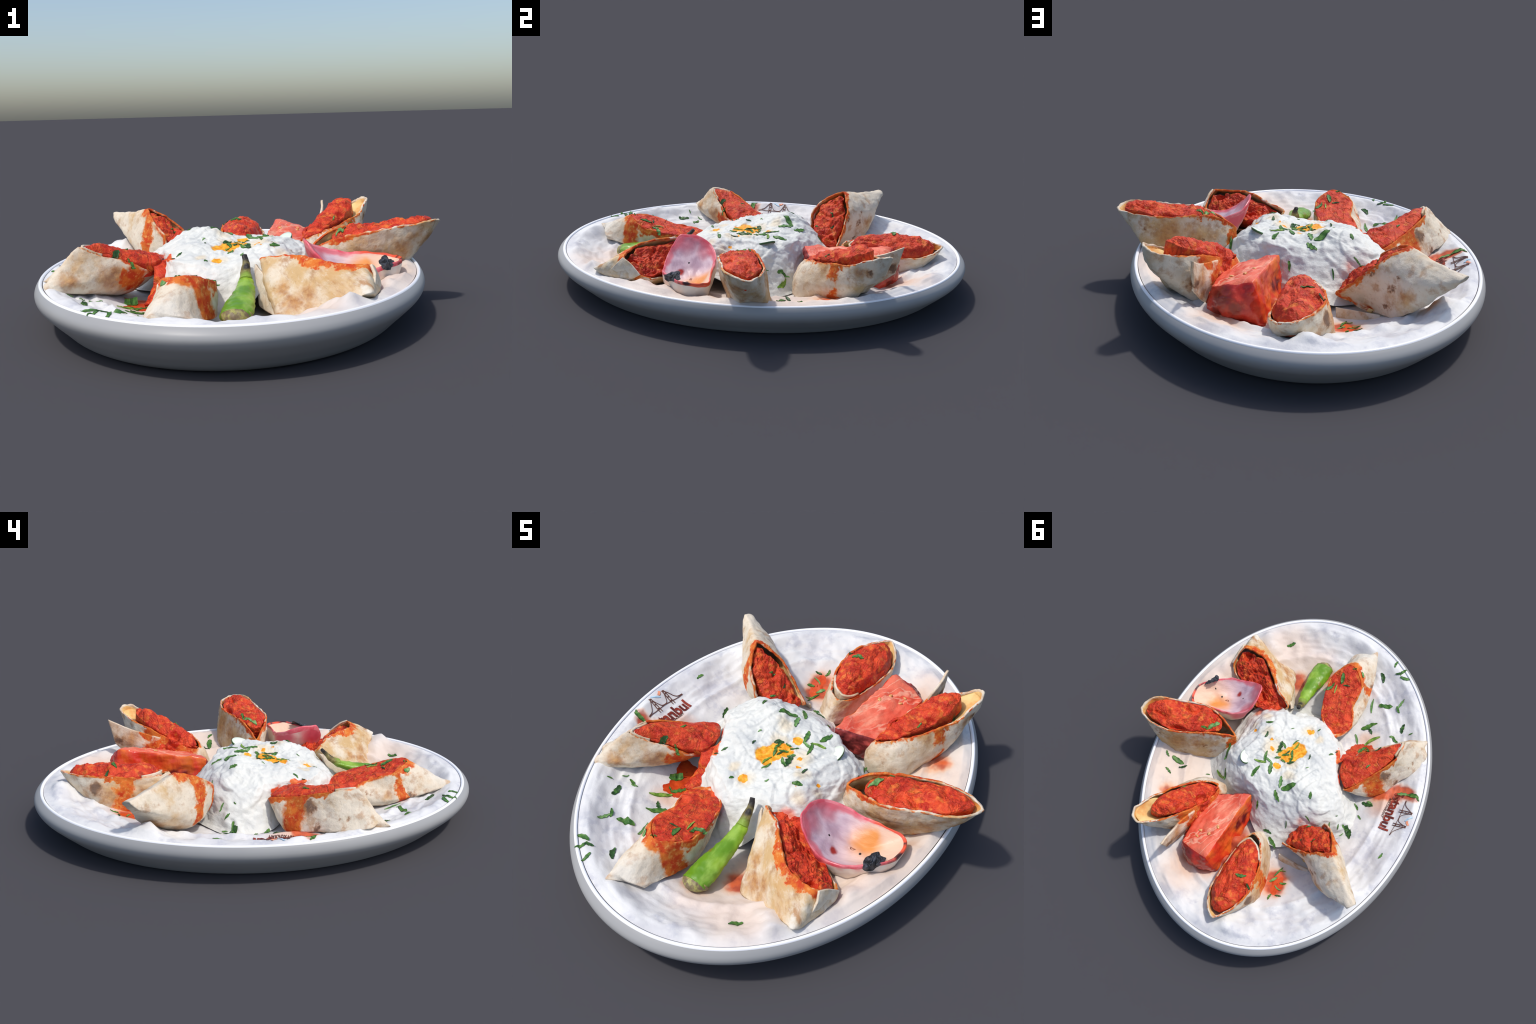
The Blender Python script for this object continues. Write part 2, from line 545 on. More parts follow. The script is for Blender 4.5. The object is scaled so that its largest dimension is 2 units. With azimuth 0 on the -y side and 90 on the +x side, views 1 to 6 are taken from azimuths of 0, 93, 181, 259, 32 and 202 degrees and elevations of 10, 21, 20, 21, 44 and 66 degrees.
t = Tree("tortilla_inside", 0.6, 0.3)
inner_mat = t.finish(t.mix(t.ramp(t.noise(9, 4), 0.35, 0.65), lin(236, 206, 140), lin(214, 134, 58)), t.noise(70, 4), 0.3, 0.006)
FILL = filling_material("tomato_glazed_meat")
SAUCE = sauce_material("tomato_butter_sauce")

wrap_left = wrap(
    "tortilla_wrap", "pale tortilla roll beside rim spilling orange sauce",
    R=[(-.585, -.312, .303), (-.521, -.29, .268), (-.429, -.242, .233), (-.365, -.204, .196), (-.33, -.11, .155), (-.34, -.04, .15), (-.368, .014, .195), (-.475, -.092, .24), (-.56, -.20, .285)],
    M=[(-.63, -.345, .255), (-.60, -.365, .225), (-.55, -.36, .18), (-.475, -.265, .125), (-.46, -.17, .095), (-.47, -.05, .085), (-.53, -.055, .12), (-.59, -.165, .19), (-.625, -.26, .235)],
    T=[(-.69, -.37, .190), (-.69, -.41, .182), (-.68, -.425, .17), (-.66, -.421, .155), (-.66, -.33, .14), (-.63, -.2, .135), (-.64, -.185, .145), (-.69, -.255, .165), (-.71, -.33, .18)],
    tort=dict(name="tortilla_skin_left", rim=[.001, .003, .006, .01, .01, .01, .01, .012, .008], wheat=0.3,
        toast=[((-.60, -.39, .19), .035), ((-.47, -.28, .17), .05), ((-.44, -.25, .14), .04)],
        char=[((-.525, -.12, .21), .032), ((-.62, -.22, .17), .020), ((-.60, -.14, .15), .016), ((-.64, -.26, .19), .016), ((-.56, -.13, .22), .018)],
        runs=[[((-.465, -.075, .235), .045), ((-.50, -.06, .18), .045), ((-.53, -.06, .10), .055)], [((-.56, -.20, .285), .014), ((-.475, -.092, .24), .022), ((-.37, .01, .195), .010)],
              [((-.44, -.235, .17), .02), ((-.40, -.225, .17), .04), ((-.38, -.20, .12), .05)]]),
    fill=FILL, bump=0.022, drop=-0.002, seed=1.0, fseed=2.0, lump=0.007, layers=[(-.09, .13, .006, .004), (-.05, .09, .02, .003)],
    loop=[(-.575, -.305, .298), (-.521, -.285, .266), (-.429, -.238, .233), (-.365, -.204, .208), (-.305, -.155, .215), (-.305, -.07, .215), (-.368, .008, .205), (-.475, -.097, .24), (-.55, -.20, .283)])

wrap_front_cut = wrap(
    "tortilla_wrap", "white tortilla roll with slanted saucy cut face",
    R=[(-.184, -.672, .255), (-.117, -.648, .243), (-.079, -.585, .218), (-.074, -.50, .197), (-.095, -.38, .180), (-.13, -.325, .165), (-.21, -.28, .15), (-.276, -.35, .163), (-.250, -.46, .192), (-.256, -.584, .228)],
    M=[(-.205, -.75, .220), (-.15, -.735, .192), (-.10, -.69, .13), (-.075, -.60, .105), (-.10, -.5, .085), (-.18, -.5, .085), (-.28, -.48, .085), (-.305, -.53, .11), (-.300, -.65, .135), (-.262, -.735, .19)],
    T=[(-.235, -.83, .178), (-.19, -.825, .165), (-.15, -.81, .15), (-.145, -.80, .135), (-.15, -.79, .125), (-.18, -.80, .125), (-.24, -.81, .13), (-.275, -.84, .145), (-.275, -.855, .16), (-.262, -.858, .176)],
    tort=dict(name="tortilla_skin_front_cut", rim=.009, wheat=0.15, pale=[((-.22, -.80, .17), .05)],
        toast=[((-.31, -.55, .14), .03)], char=[((-.295, -.47, .16), .015), ((-.30, -.60, .15), .016), ((-.30, -.66, .13), .016)],
        runs=[[((-.272, -.59, .235), .018), ((-.235, -.64, .25), .03), ((-.185, -.685, .255), .035), ((-.12, -.665, .235), .04), ((-.10, -.67, .19), .045), ((-.09, -.67, .12), .045)],
              [((-.12, -.65, .25), .03), ((-.078, -.58, .215), .03), ((-.075, -.50, .20), .02), ((-.10, -.37, .19), .012)], [((-.275, -.60, .225), .025), ((-.295, -.61, .17), .022), ((-.305, -.62, .11), .02)]]),
    fill=FILL, bump=0.002, drop=-0.002, seed=2.0, fseed=11.0, lump=0.007)

wrap_folded = wrap(
    "tortilla_wrap", "toasted folded tortilla opening towards the onion",
    R=[(.433, -.573, .258), (.36, -.57, .265), (.288, -.545, .272), (.217, -.462, .274), (.15, -.385, .268), (.07, -.322, .243), (.11, -.30, .19), (.22, -.27, .15), (.34, -.36, .14), (.43, -.44, .16), (.466, -.494, .19)],
    M=[(.43, -.635, .235), (.38, -.64, .238), (.30, -.62, .228), (.225, -.56, .208), (.16, -.51, .185), (.095, -.46, .165), (.1, -.39, .13), (.2, -.33, .1), (.32, -.40, .1), (.43, -.5, .13), (.47, -.56, .18)],
    T=[(.42, -.715, .195), (.38, -.70, .18), (.31, -.665, .15), (.24, -.635, .12), (.19, -.635, .10), (.135, -.605, .09), (.12, -.5, .09), (.2, -.4, .088), (.3, -.45, .09), (.40, -.58, .12), (.44, -.65, .165)],
    tort=dict(name="tortilla_skin_folded", rim=.004, wheat=0.9, grain=(0.6, -0.5, -0.5),
        toast=[((.17, -.58, .14), .04), ((.22, -.60, .17), .035), ((.14, -.52, .18), .03)],
        runs=[[((.19, -.43, .272), .007), ((.225, -.485, .272), .016), ((.285, -.555, .268), .026), ((.36, -.585, .262), .024), ((.43, -.58, .257), .020)], [((.25, -.535, .25), .009), ((.275, -.56, .25), .014)], [((.45, -.50, .18), .018), ((.47, -.50, .18), .018)]],
        pale=[((.40, -.70, .2), .02)]),
    fill=filling_material("glazed_meat_chunks", 0.6), bump=0.0, drop=0.008, seed=3.0, fseed=21.0, lump=0.018, inset=0.006, up=(0.3, 0.3, 0.9),
    loop=[(.433, -.565, .25), (.36, -.56, .258), (.29, -.535, .262), (.22, -.455, .262), (.155, -.385, .255), (.09, -.325, .235), (.15, -.28, .22), (.24, -.27, .21), (.33, -.35, .19), (.42, -.44, .18), (.455, -.49, .19)])

wrap_back_left = wrap(
    "tortilla_wrap", "upright tortilla roll with open orange mouth",
    R=[(-.42, .40, .356), (-.36, .42, .325), (-.292, .429, .278), (-.215, .405, .195), (-.152, .382, .130), (-.22, .385, .102), (-.30, .408, .078), (-.355, .345, .085), (-.328, .25, .155), (-.335, .245, .25), (-.39, .30, .315)],
    M=[[(-.47, .455, .342), (-.415, .475, .318), (-.36, .485, .27), (-.31, .455, .20), (-.275, .412, .135), (-.29, .398, .088), (-.325, .43, .078), (-.405, .385, .09), (-.432, .328, .13), (-.452, .335, .21), (-.46, .38, .30)],
       [(-.53, .525, .328), (-.485, .545, .31), (-.45, .565, .265), (-.42, .555, .205), (-.405, .54, .155), (-.385, .52, .11), (-.39, .505, .105), (-.44, .47, .125), (-.485, .44, .16), (-.53, .45, .22), (-.54, .49, .285)]],
    T=[(-.605, .605, .318), (-.59, .622, .314), (-.578, .628, .302), (-.572, .62, .285), (-.566, .61, .27), (-.562, .60, .262), (-.566, .585, .258), (-.575, .56, .258), (-.59, .555, .265), (-.608, .575, .288), (-.613, .597, .312)],
    tort=dict(name="tortilla_skin_back_left", rim=.010, wheat=0.3, grain=(.7, .7, 0),
        toast=[((-.33, .50, .17), .03), ((-.40, .55, .20), .03), ((-.48, .50, .16), .03), ((-.42, .40, .15), .04)],
        char=[((-.38, .49, .245), .014), ((-.35, .50, .205), .016), ((-.31, .49, .15), .016), ((-.27, .44, .24), .012), ((-.33, .26, .19), .008), ((-.37, .54, .13), .012), ((-.34, .47, .13), .012)],
        runs=[[((-.44, .40, .352), .016), ((-.405, .345, .345), .026), ((-.41, .315, .30), .028), ((-.42, .315, .24), .028), ((-.425, .32, .15), .028)], [((-.43, .41, .36), .014), ((-.36, .43, .325), .011), ((-.29, .437, .275), .010), ((-.22, .42, .20), .008)]]),
    fill=FILL, bump=0.018, drop=0.014, seed=4.0, fseed=31.0, inset=0.012, up=(0.5, -0.5, 0.4), lump=0.012, fold=0.003,
    loop=[(-.42, .395, .352), (-.36, .415, .322), (-.292, .424, .275), (-.22, .405, .20), (-.16, .375, .15), (-.155, .31, .138), (-.225, .245, .18), (-.315, .24, .235), (-.375, .29, .305)])

wrap_back = wrap(
    "tortilla_wrap", "tortilla roll lying open with heaped red filling",
    R=[(-.01, .40, .205), (-.06, .44, .212), (-.097, .535, .216), (-.109, .62, .23), (-.10, .712, .235), (-.054, .816, .232), (.015, .88, .228), (.065, .84, .205), (.095, .76, .19), (.09, .65, .185), (.06, .52, .185), (.03, .44, .19)],
    bulge=0.004,
    T=[(-.04, .34, .10), (-.10, .41, .075), (-.13, .52, .07), (-.142, .60, .075), (-.14, .69, .09), (-.09, .76, .12), (-.02, .84, .17), (.04, .82, .15), (.08, .72, .10), (.085, .62, .088), (.06, .48, .088), (.01, .38, .088)],
    tort=dict(name="tortilla_skin_back", rim=[.004, .004, .008, .009, .008, .005, .002, .003, .006, .007, .007, .005], wheat=0.45, grain=(0, 1, 0.2),
        toast=[((-.14, .53, .15), .04), ((-.13, .66, .15), .05), ((-.02, .42, .13), .03), ((-.12, .70, .13), .03)],
        char=[((-.115, .735, .185), .03), ((-.145, .62, .14), .013), ((-.135, .57, .15), .012)],
        runs=[[((-.10, .59, .22), .035), ((-.125, .605, .17), .035), ((-.15, .61, .09), .04)], [((-.105, .56, .22), .014), ((-.108, .68, .228), .014)]]),
    fill=FILL, bump=0.046, power=3.5, drop=0.0, seed=5.0, fseed=41.0, inset=0.006, lump=0.008, fold=0.003, layers=[(-.13, .16, .004, .004), (-.08, .10, .018, .006)],
    loop=[(-.004, .43, .205), (-.056, .46, .212), (-.093, .535, .216), (-.107, .62, .228), (-.10, .705, .232), (-.054, .80, .230), (.008, .85, .222), (.055, .82, .204), (.087, .755, .19), (.084, .65, .185), (.057, .53, .188), (.03, .455, .195)])

wrap_right_split = wrap(
    "tortilla_wrap", "split tortilla roll with gaping yellow mouth",
    R=[(.575, .558, .364), (.553, .475, .338), (.52, .41, .305), (.435, .32, .281), (.34, .24, .252), (.26, .222, .225), (.25, .28, .22), (.30, .38, .262), (.366, .468, .300), (.44, .54, .318), (.53, .595, .35)],
    T=[(.50, .47, .17), (.49, .45, .14), (.478, .39, .105), (.435, .27, .09), (.378, .187, .088), (.25, .185, .088), (.22, .25, .085), (.27, .36, .085), (.33, .45, .09), (.40, .50, .13), (.46, .50, .16)],
    bulge=0.024, tort=dict(name="tortilla_skin_right_split", rim=[.001, .002, .006, .009, .008, .008, .01, .01, .008, .003, .001], wheat=0.35,
        toast=[((.45, .36, .17), .03), ((.40, .29, .14), .03), ((.43, .32, .24), .03), ((.54, .46, .28), .03), ((.34, .22, .12), .035)],
        char=[((.505, .43, .235), .022), ((.545, .50, .29), .016), ((.40, .50, .2), .03)],
        runs=[[((.47, .355, .28), .03), ((.475, .36, .22), .022), ((.485, .36, .10), .026)], [((.30, .24, .24), .010), ((.43, .31, .28), .014), ((.50, .39, .30), .012)], [((.25, .28, .22), .04), ((.30, .37, .25), .05), ((.35, .45, .28), .04)], [((.26, .30, .15), .06), ((.32, .42, .16), .06)]]),
    fill=FILL, bump=0.032, power=3.0, drop=-0.002, seed=6.0, fseed=51.0, inset=0.005, lump=0.010, tilt=0.0,
    loop=[(.497, .487, .358), (.480, .40, .325), (.42, .325, .288), (.34, .25, .254), (.27, .235, .228), (.26, .285, .222), (.302, .376, .262), (.36, .458, .305), (.42, .512, .34), (.475, .522, .362)])

wrap_right = wrap(
    "tortilla_wrap", "boat shaped toasted tortilla overhanging the rim",
    R=[(.790, -.002, .320), (.752, -.08, .335), (.65, -.118, .322), (.555, -.138, .312), (.475, -.155, .30), (.40, -.14, .288), (.345, -.11, .27), (.278, -.062, .24), (.325, -.03, .285), (.40, .0, .307), (.50, .037, .31), (.60, .066, .311), (.735, .046, .318)],
    T=[(.67, 0, .18), (.67, -.03, .175), (.62, -.06, .15), (.56, -.085, .13), (.48, -.10, .105), (.39, -.10, .088), (.32, -.1, .088), (.27, -.07, .09), (.30, 0, .088), (.38, .04, .088), (.48, .075, .10), (.57, .09, .12), (.66, .078, .175)],
    bulge=0.008, tort=dict(name="tortilla_skin_right", rim=[.001, .002, .004, .004, .005, .008, .01, .012, .01, .008, .007, .004, .001], wheat=0.65,
        toast=[((.50, -.12, .20), .045), ((.62, -.10, .22), .045), ((.66, -.09, .27), .03), ((.56, -.12, .16), .04), ((.45, .06, .24), .04), ((.55, .08, .24), .045), ((.36, .03, .22), .03), ((.73, -.05, .27), .03)],
        char=[((.66, .085, .25), .018), ((.42, .04, .2), .010)],
        runs=[[((.285, -.06, .23), .03), ((.30, -.03, .17), .03)], [((.33, -.09, .265), .016), ((.39, -.14, .285), .012), ((.47, -.16, .295), .006)], [((.30, -.045, .26), .014), ((.36, -.02, .295), .016), ((.47, .025, .305), .008)], [((.50, -.10, .10), .02), ((.62, -.06, .14), .02)]]),
    fill=FILL, bump=0.014, power=3.0, drop=0.0, seed=7.0, fseed=61.0, inset=0.006, lump=0.013,
    loop=[(.755, .0, .326), (.73, -.062, .338), (.65, -.114, .326), (.555, -.134, .310), (.475, -.148, .299), (.41, -.132, .288), (.37, -.105, .277), (.345, -.062, .27), (.365, -.03, .285), (.42, .0, .303), (.50, .031, .308), (.60, .055, .314), (.71, .035, .323)])


sheet("tortilla_flap",
      [[(.523, .583, .336), (.455, .535, .308), (.425, .508, .285)],
       [(.563, .548, .338), (.512, .513, .288), (.465, .478, .245)],
       [(.551, .487, .332), (.520, .432, .298), (.490, .412, .27)]], inner_mat, 0.006, 24, 24, 2.2, 0.004, wrap_right_split)
# the torn wall of the split roll that stands out beside the tomato
sheet("tortilla_flap",
      [[(.31, .41, .262), (.345, .48, .275), (.362, .57, .305), (.375, .656, .346)],
       [(.30, .42, .19), (.335, .50, .205), (.357, .57, .235), (.376, .64, .285)],
       [(.30, .42, .10), (.34, .50, .12), (.36, .56, .165), (.378, .622, .22)]],
      tortilla_material("tortilla_skin_flap", wheat=0.3, toast=[((.36, .55, .25), .04), ((.35, .55, .17), .03)], char=[((.372, .61, .24), .022)],
                        stain=[((.32, .43, .2), .06), ((.34, .47, .27), .03), ((.31, .44, .12), .06)]), seed=3.3, parent=wrap_right_split)
sheet("sauce_spill",
      [[(.250, .235, .224), (.275, .31, .240), (.305, .375, .262), (.345, .44, .285)],
       [(.252, .262, .195), (.276, .33, .203), (.302, .395, .212), (.342, .462, .225)],
       [(.258, .285, .165), (.282, .35, .165), (.305, .42, .165), (.338, .49, .165)],
       [(.270, .30, .12), (.292, .37, .12), (.312, .44, .12), (.338, .51, .12)]], FILL, 0.014, 44, 40, 9.2, 0.02, wrap_right_split)
# pale inner fold of the front wrap beside the pepper
sheet("tortilla_flap",
      [[(.055, -.325, .225), (.06, -.36, .16), (.07, -.41, .09)],
       [(.08, -.37, .20), (.085, -.41, .15), (.09, -.47, .085)],
       [(.105, -.44, .165), (.11, -.49, .125), (.125, -.55, .085)]],
      tortilla_material("tortilla_skin_fold", wheat=0.2), seed=5.3, parent=wrap_folded)
# turned-down front corner of the same wrap
sheet("tortilla_flap",
      [[(.432, -.575, .258), (.452, -.54, .24), (.470, -.494, .195)],
       [(.442, -.61, .225), (.456, -.575, .21), (.470, -.53, .175)],
       [(.432, -.66, .172), (.440, -.63, .165), (.452, -.59, .15)]],
      tortilla_material("tortilla_skin_corner", wheat=0.5), seed=6.1, parent=wrap_folded)
# loose lower leaf under the upright roll
sheet("tortilla_flap",
      [[(-.33, .465, .05), (-.24, .458, .05), (-.16, .442, .05)],
       [(-.325, .448, .080), (-.232, .444, .092), (-.155, .425, .094)]],
      tortilla_material("tortilla_skin_leaf", wheat=0.5), seed=8.1, parent=wrap_back_left)


# ------------------------------------------------------------------ yogurt
YC = np.array([-0.04, -0.03])
SHOULDER = [(.235, .02, .245, .40, .03, .085), (.18, .10, .25, .29, .18, .075), (.10, .165, .245, .13, .23, .10), (.0, .19, .245, .0, .36, .11), (-.12, .175, .272, -.10, .40, .105),
            (-.22, .195, .265, -.19, .36, .08), (-.315, .165, .232, -.415, .225, .075), (-.335, .085, .225, -.465, .12, .08), (-.315, .02, .235, -.43, .01, .078), (-.28, -.11, .232, -.335, -.08, .08),
            (-.27, -.185, .222, -.31, -.23, .07), (-.18, -.255, .218, -.20, -.34, .06), (-.10, -.31, .205, -.13, -.42, .065), (0, -.30, .215, 0.0, -.43, .07), (.10, -.27, .24, .12, -.36, .185),
            (.165, -.21, .25, .25, -.29, .165), (.205, -.125, .232, .31, -.17, .13), (.235, -.05, .24, .34, -.05, .09)]
INTERIOR = [(-.1, -.09, .243), (.005, .031, .254), (-.23, -.151, .235), (-.137, -.083, .261), (-.126, -.256, .232), (.114, -.116, .268), (.062, -.053, .256), (.088, -.099, .263), (.195, -.003, .266), (.129, -.185, .268),
            (-.086, -.239, .223), (-.1, .134, .288), (-.047, .111, .27), (-.22, .146, .288), (-.148, -.014, .267), (.008, -.216, .244), (.027, .068, .267), (-.017, -.144, .238), (.136, -.16, .273), (-.13, .09, .296), (-.20, .08, .292), (-.035, -.07, .246)]



def thin_plate(pts):
    P = np.array(pts)
    n = len(P)
    d = np.linalg.norm(P[:, None, :2] - P[None, :, :2], axis=-1)
    Kk = np.where(d > 0, d ** 2 * np.log(d + 1e-12), 0) + np.eye(n) * 6e-4
    A = np.zeros((n + 3, n + 3))
    A[:n, :n] = Kk
    A[:n, n] = A[n, :n] = 1
    A[:n, n + 1:] = P[:, :2]
    A[n + 1:, :n] = P[:, :2].T
    w = np.linalg.solve(A, np.concatenate([P[:, 2], [0, 0, 0]]))

    def f(x, y):
        r = np.hypot(P[:, 0] - x, P[:, 1] - y)
        return float((np.where(r > 0, r ** 2 * np.log(r + 1e-12), 0) * w[:n]).sum() + w[n] + w[n + 1] * x + w[n + 2] * y)
    return f


def build_yogurt():
    hz = thin_plate([s[:3] for s in SHOULDER] + INTERIOR)
    U, R1, R2 = 300, 70, 44
    S = closed([s[:3] for s in SHOULDER], U)
    B = closed([s[3:] for s in SHOULDER], U)
    rows = []
    for j in range(1, R1 + 1):
        s = j / R1
        row = []
        for i in range(U):
            xy = YC * (1 - s) + S[i, :2] * s
            row.append((xy[0], xy[1], hz(*xy)))
        rows.append(row)
    for j in range(1, R2 + 1):
        s = j / R2
        row = []
        for i in range(U):
            p = S[i] * (1 - s) + B[i] * s
            z = S[i, 2] + (B[i, 2] - 0.006 - S[i, 2]) * (0.45 * s + 0.55 * s * s * (3 - 2 * s))
            row.append((p[0], p[1], z))
        rows.append(row)
    P = np.array(rows)
    N = grid_normals(P)
    if N[:R1, :, 2].mean() < 0:
        N = -N
    for j in range(len(P)):
        k = min(1.0, (len(P) - j) / 10)
        for i in range(U):
            p = P[j, i]
            # spooned folds: each layer swells and then drops off sharply over the one below
            q = Vector(p) + noise.noise_vector(Vector(p * 3.2)) * 0.09
            f = (noise.noise(q * 3.6) * 2.6 + q.dot(Vector((.8, -.55, .4))) * 6.0)
            fr = f - math.floor(f)
            step = fr if fr < .88 else (1 - fr) * .88 / .12
            f2 = noise.noise(q * 7.5 + Vector((4, 1, 6))) * 2.2 + q.dot(Vector((-.3, .9, .5))) * 9
            fr2 = f2 - math.floor(f2)
            step2 = fr2 if fr2 < .85 else (1 - fr2) * .85 / .15
            d = 0.008 * (step - .5) + 0.004 * (step2 - .5) + fract(p, 9, 4, off=4) * 0.010 + fract(p, 34, 3, off=2) * 0.0022
            P[j, i] = p + N[j, i] * d * k
    V = [tuple(p) for r in P for p in r]
    c = len(V)
    V.append((YC[0], YC[1], P[0, :, 2].mean()))
    F = grid_faces(len(P), U, flip=False) + [(c, i, (i + 1) % U) for i in range(U)]
    t = Tree("thick_white_yogurt", 0.5, 0.28)
    w = t.warped(0.05, 16)
    w3 = t.warped(0.035, 26)
    col = t.mix(t.ramp(t.noise(9, 4), 0.4, 0.7), lin(224, 224, 216), lin(210, 211, 206))  # yogurt white darkened against sun glare, warmed against blue skylight
    crease = t.noise(20, 5, 0.65, t.stretched((0.7, 0.6, 0.2), 3))
    col = t.mix(t.math("MULTIPLY", t.ramp(crease, 0.52, 0.70), 0.45), col, lin(196, 198, 196))  # grey streaks tint fold shadows into the white
    # butter stains
    pale = t.blobs(w, [((-.075, .07, .28), .035), ((.0, .045, .27), .02), ((-.06, .0, .27), .03), ((.06, -.06, .26), .05), ((.12, -.14, .28), .03), ((-.08, -.23, .225), .035), ((.16, -.23, .25), .03), ((.19, -.16, .22), .03), ((-.15, -.2, .235), .02)], 0.6)
    col = t.mix(t.math("MULTIPLY", pale, 0.4), col, lin(232, 200, 138))
    oil = t.blobs(w3, [((-.070, -.090, .246), .046), ((-.048, -.066, .247), .044), ((-.028, -.040, .25), .040), ((-.004, -.044, .251), .030), ((-.05, -.115, .246), .028), ((.004, .030, .256), .020), ((.063, -.052, .257), .013), ((.088, -.10, .263), .008),
                      ((-.089, -.232, .224), .021), ((.185, -.128, .235), .012), ((.128, -.20, .268), .008)], 0.3)
    amber = t.mix(t.ramp(t.noise(50, 3), 0.4, 0.65), lin(236, 150, 24), lin(246, 186, 60))
    col = t.mix(t.ramp(oil, 0.3, 0.75), col, amber)
    # red sauce soaked in where the rolls touch
    red = t.run(w, [((-.262, -.20, .235), .014), ((-.285, -.13, .235), .022), ((-.325, -.02, .21), .012)], 0.5)
    red = t.math("MAXIMUM", red, t.math("MULTIPLY", t.blobs(w, [((.15, -.30, .2), .04), ((.23, -.27, .19), .04), ((-.20, .235, .18), .04)], 0.6), 0.6))
    col = t.mix(t.ramp(red, 0.25, 0.75), col, t.mix(t.ramp(t.noise(30, 3), 0.4, 0.6), lin(232, 120, 60), lin(216, 70, 32)))
    # translucent cream-green whey at the foot
    bump = t.math("ADD", t.noise(38, 5, 0.6, t.stretched((0.7, 0.6, 0.2), 3)), t.math("MULTIPLY", t.noise(110, 3), 0.3))
    ob = add("yogurt_mound", V, F, t.finish(col, bump, 0.35, 0.012))
    ob.data.flip_normals() if ob.data.polygons[0].normal.z < 0 else None
    return thing(ob, "mound of spooned white yogurt with butter pool", "yogurt")


yogurt = build_yogurt()


# ------------------------------------------------------------------ tube along a spine (pepper)
def tube(name, spine, radii, flat, mat, parent=None, U=48, V=60, lump=0.003, seed=0.0, capA=True, capB=True):
    C = opened(spine, V)
    r = opened([(x, 0, 0) for x in radii], V)[:, 0]
    P = []
    for j in range(V):
        tg = C[min(j + 1, V - 1)] - C[max(j - 1, 0)]
        tg /= np.linalg.norm(tg)
        side = np.cross(tg, (0, 0, 1))
        side /= np.linalg.norm(side)
        upv = np.cross(side, tg)
        row = []
        for i in range(U):
            a = 2 * math.pi * i / U
            p = C[j] + (side * math.cos(a) + upv * math.sin(a) * flat) * r[j]
            row.append(p + (p - C[j]) / r[j] * fract(p, 20, 3, off=seed) * lump)
        P.append(row)
    V_ = [tuple(p) for r_ in P for p in r_]
    F = grid_faces(V, U)
    for flag, j in ((capA, 0), (capB, V - 1)):
        if flag:
            V_.append(tuple(np.mean(P[j], 0)))
            k = len(V_) - 1
            for i in range(U):
                q = (j * U + i, j * U + (i + 1) % U, k)
                F.append(q if j else q[::-1])
    ob = add(name, V_, F, mat, parent)
    bm = bmesh.new()
    bm.from_mesh(ob.data)
    bmesh.ops.recalc_face_normals(bm, faces=bm.faces)
    bm.to_mesh(ob.data)
    bm.free()
    return ob


t = Tree("roasted_green_pepper_skin", 0.36, 0.4)
col = t.mix(t.ramp(t.noise(8, 3), 0.35, 0.7), lin(98, 144, 28), lin(146, 182, 48))  # second, yellower green puts the pepper's highlights into its skin colour
w = t.warped(0.03, 30)
col = t.mix(t.math("MULTIPLY", t.ramp(t.noise(16, 4, 0.6, t.stretched((0, 1, -.25), 4)), 0.5, 0.7), 0.5), col, lin(168, 200, 92))
col = t.mix(t.blobs(w, [((-.035, -.55, .17), .014), ((-.03, -.52, .165), .01)], 0.6), col, lin(132, 112, 40))
col = t.mix(t.math("MULTIPLY", t.blobs(w, [((-.05, -.66, .10), .035), ((.018, -.385, .20), .028)], 0.6), 0.7), col, lin(120, 112, 54))
pepper = tube("green_pepper", [(.020, -.375, .205), (.022, -.43, .175), (.012, -.54, .148), (-.002, -.63, .132), (-.008, -.685, .122)], [.015, .027, .044, .052, .050], 0.62, t.finish(col, t.noise(30, 3), 0.15, 0.01), lump=0.0055, seed=1.5)
thing(pepper, "roasted bright green chili pepper with charred stem", "pepper")
t = Tree("charred_stem", 0.55, 0.4)
w = t.warped(0.02, 40)
col = t.mix(t.ramp(t.noise(30, 4, 0.6, t.stretched((0, 1, -1), 5)), 0.35, 0.65), lin(92, 78, 40), lin(150, 140, 84))
col = t.mix(t.blobs(w, [((.021, -.415, .182), .03)], 0.7), col, lin(140, 176, 60))
col = t.mix(t.blobs(w, [((.02, -.33, .255), .028), ((.025, -.37, .225), .016)], 0.5), col, lin(42, 38, 36))
tube("pepper_stem", [(.021, -.41, .185), (.020, -.375, .207), (.022, -.35, .232), (.017, -.326, .258)], [.023, .019, .014, .010], 0.8, t.finish(col, t.noise(60, 4), 0.5, 0.01), pepper, U=24, V=30, seed=2.0)
t = Tree("pepper_cut_end", 0.5, 0.4)
tube("pepper_cut_end", [(-.007, -.678, .122), (-.006, -.694, .117), (-.004, -.706, .106)], [.051, .045, .022], 0.6, t.finish(t.mix(t.ramp(t.noise(40, 4), 0.4, 0.6), lin(120, 104, 78), lin(168, 164, 92)), t.noise(60, 4), 0.4, 0.01), pepper, U=48, V=12, lump=0.009, seed=3.0)


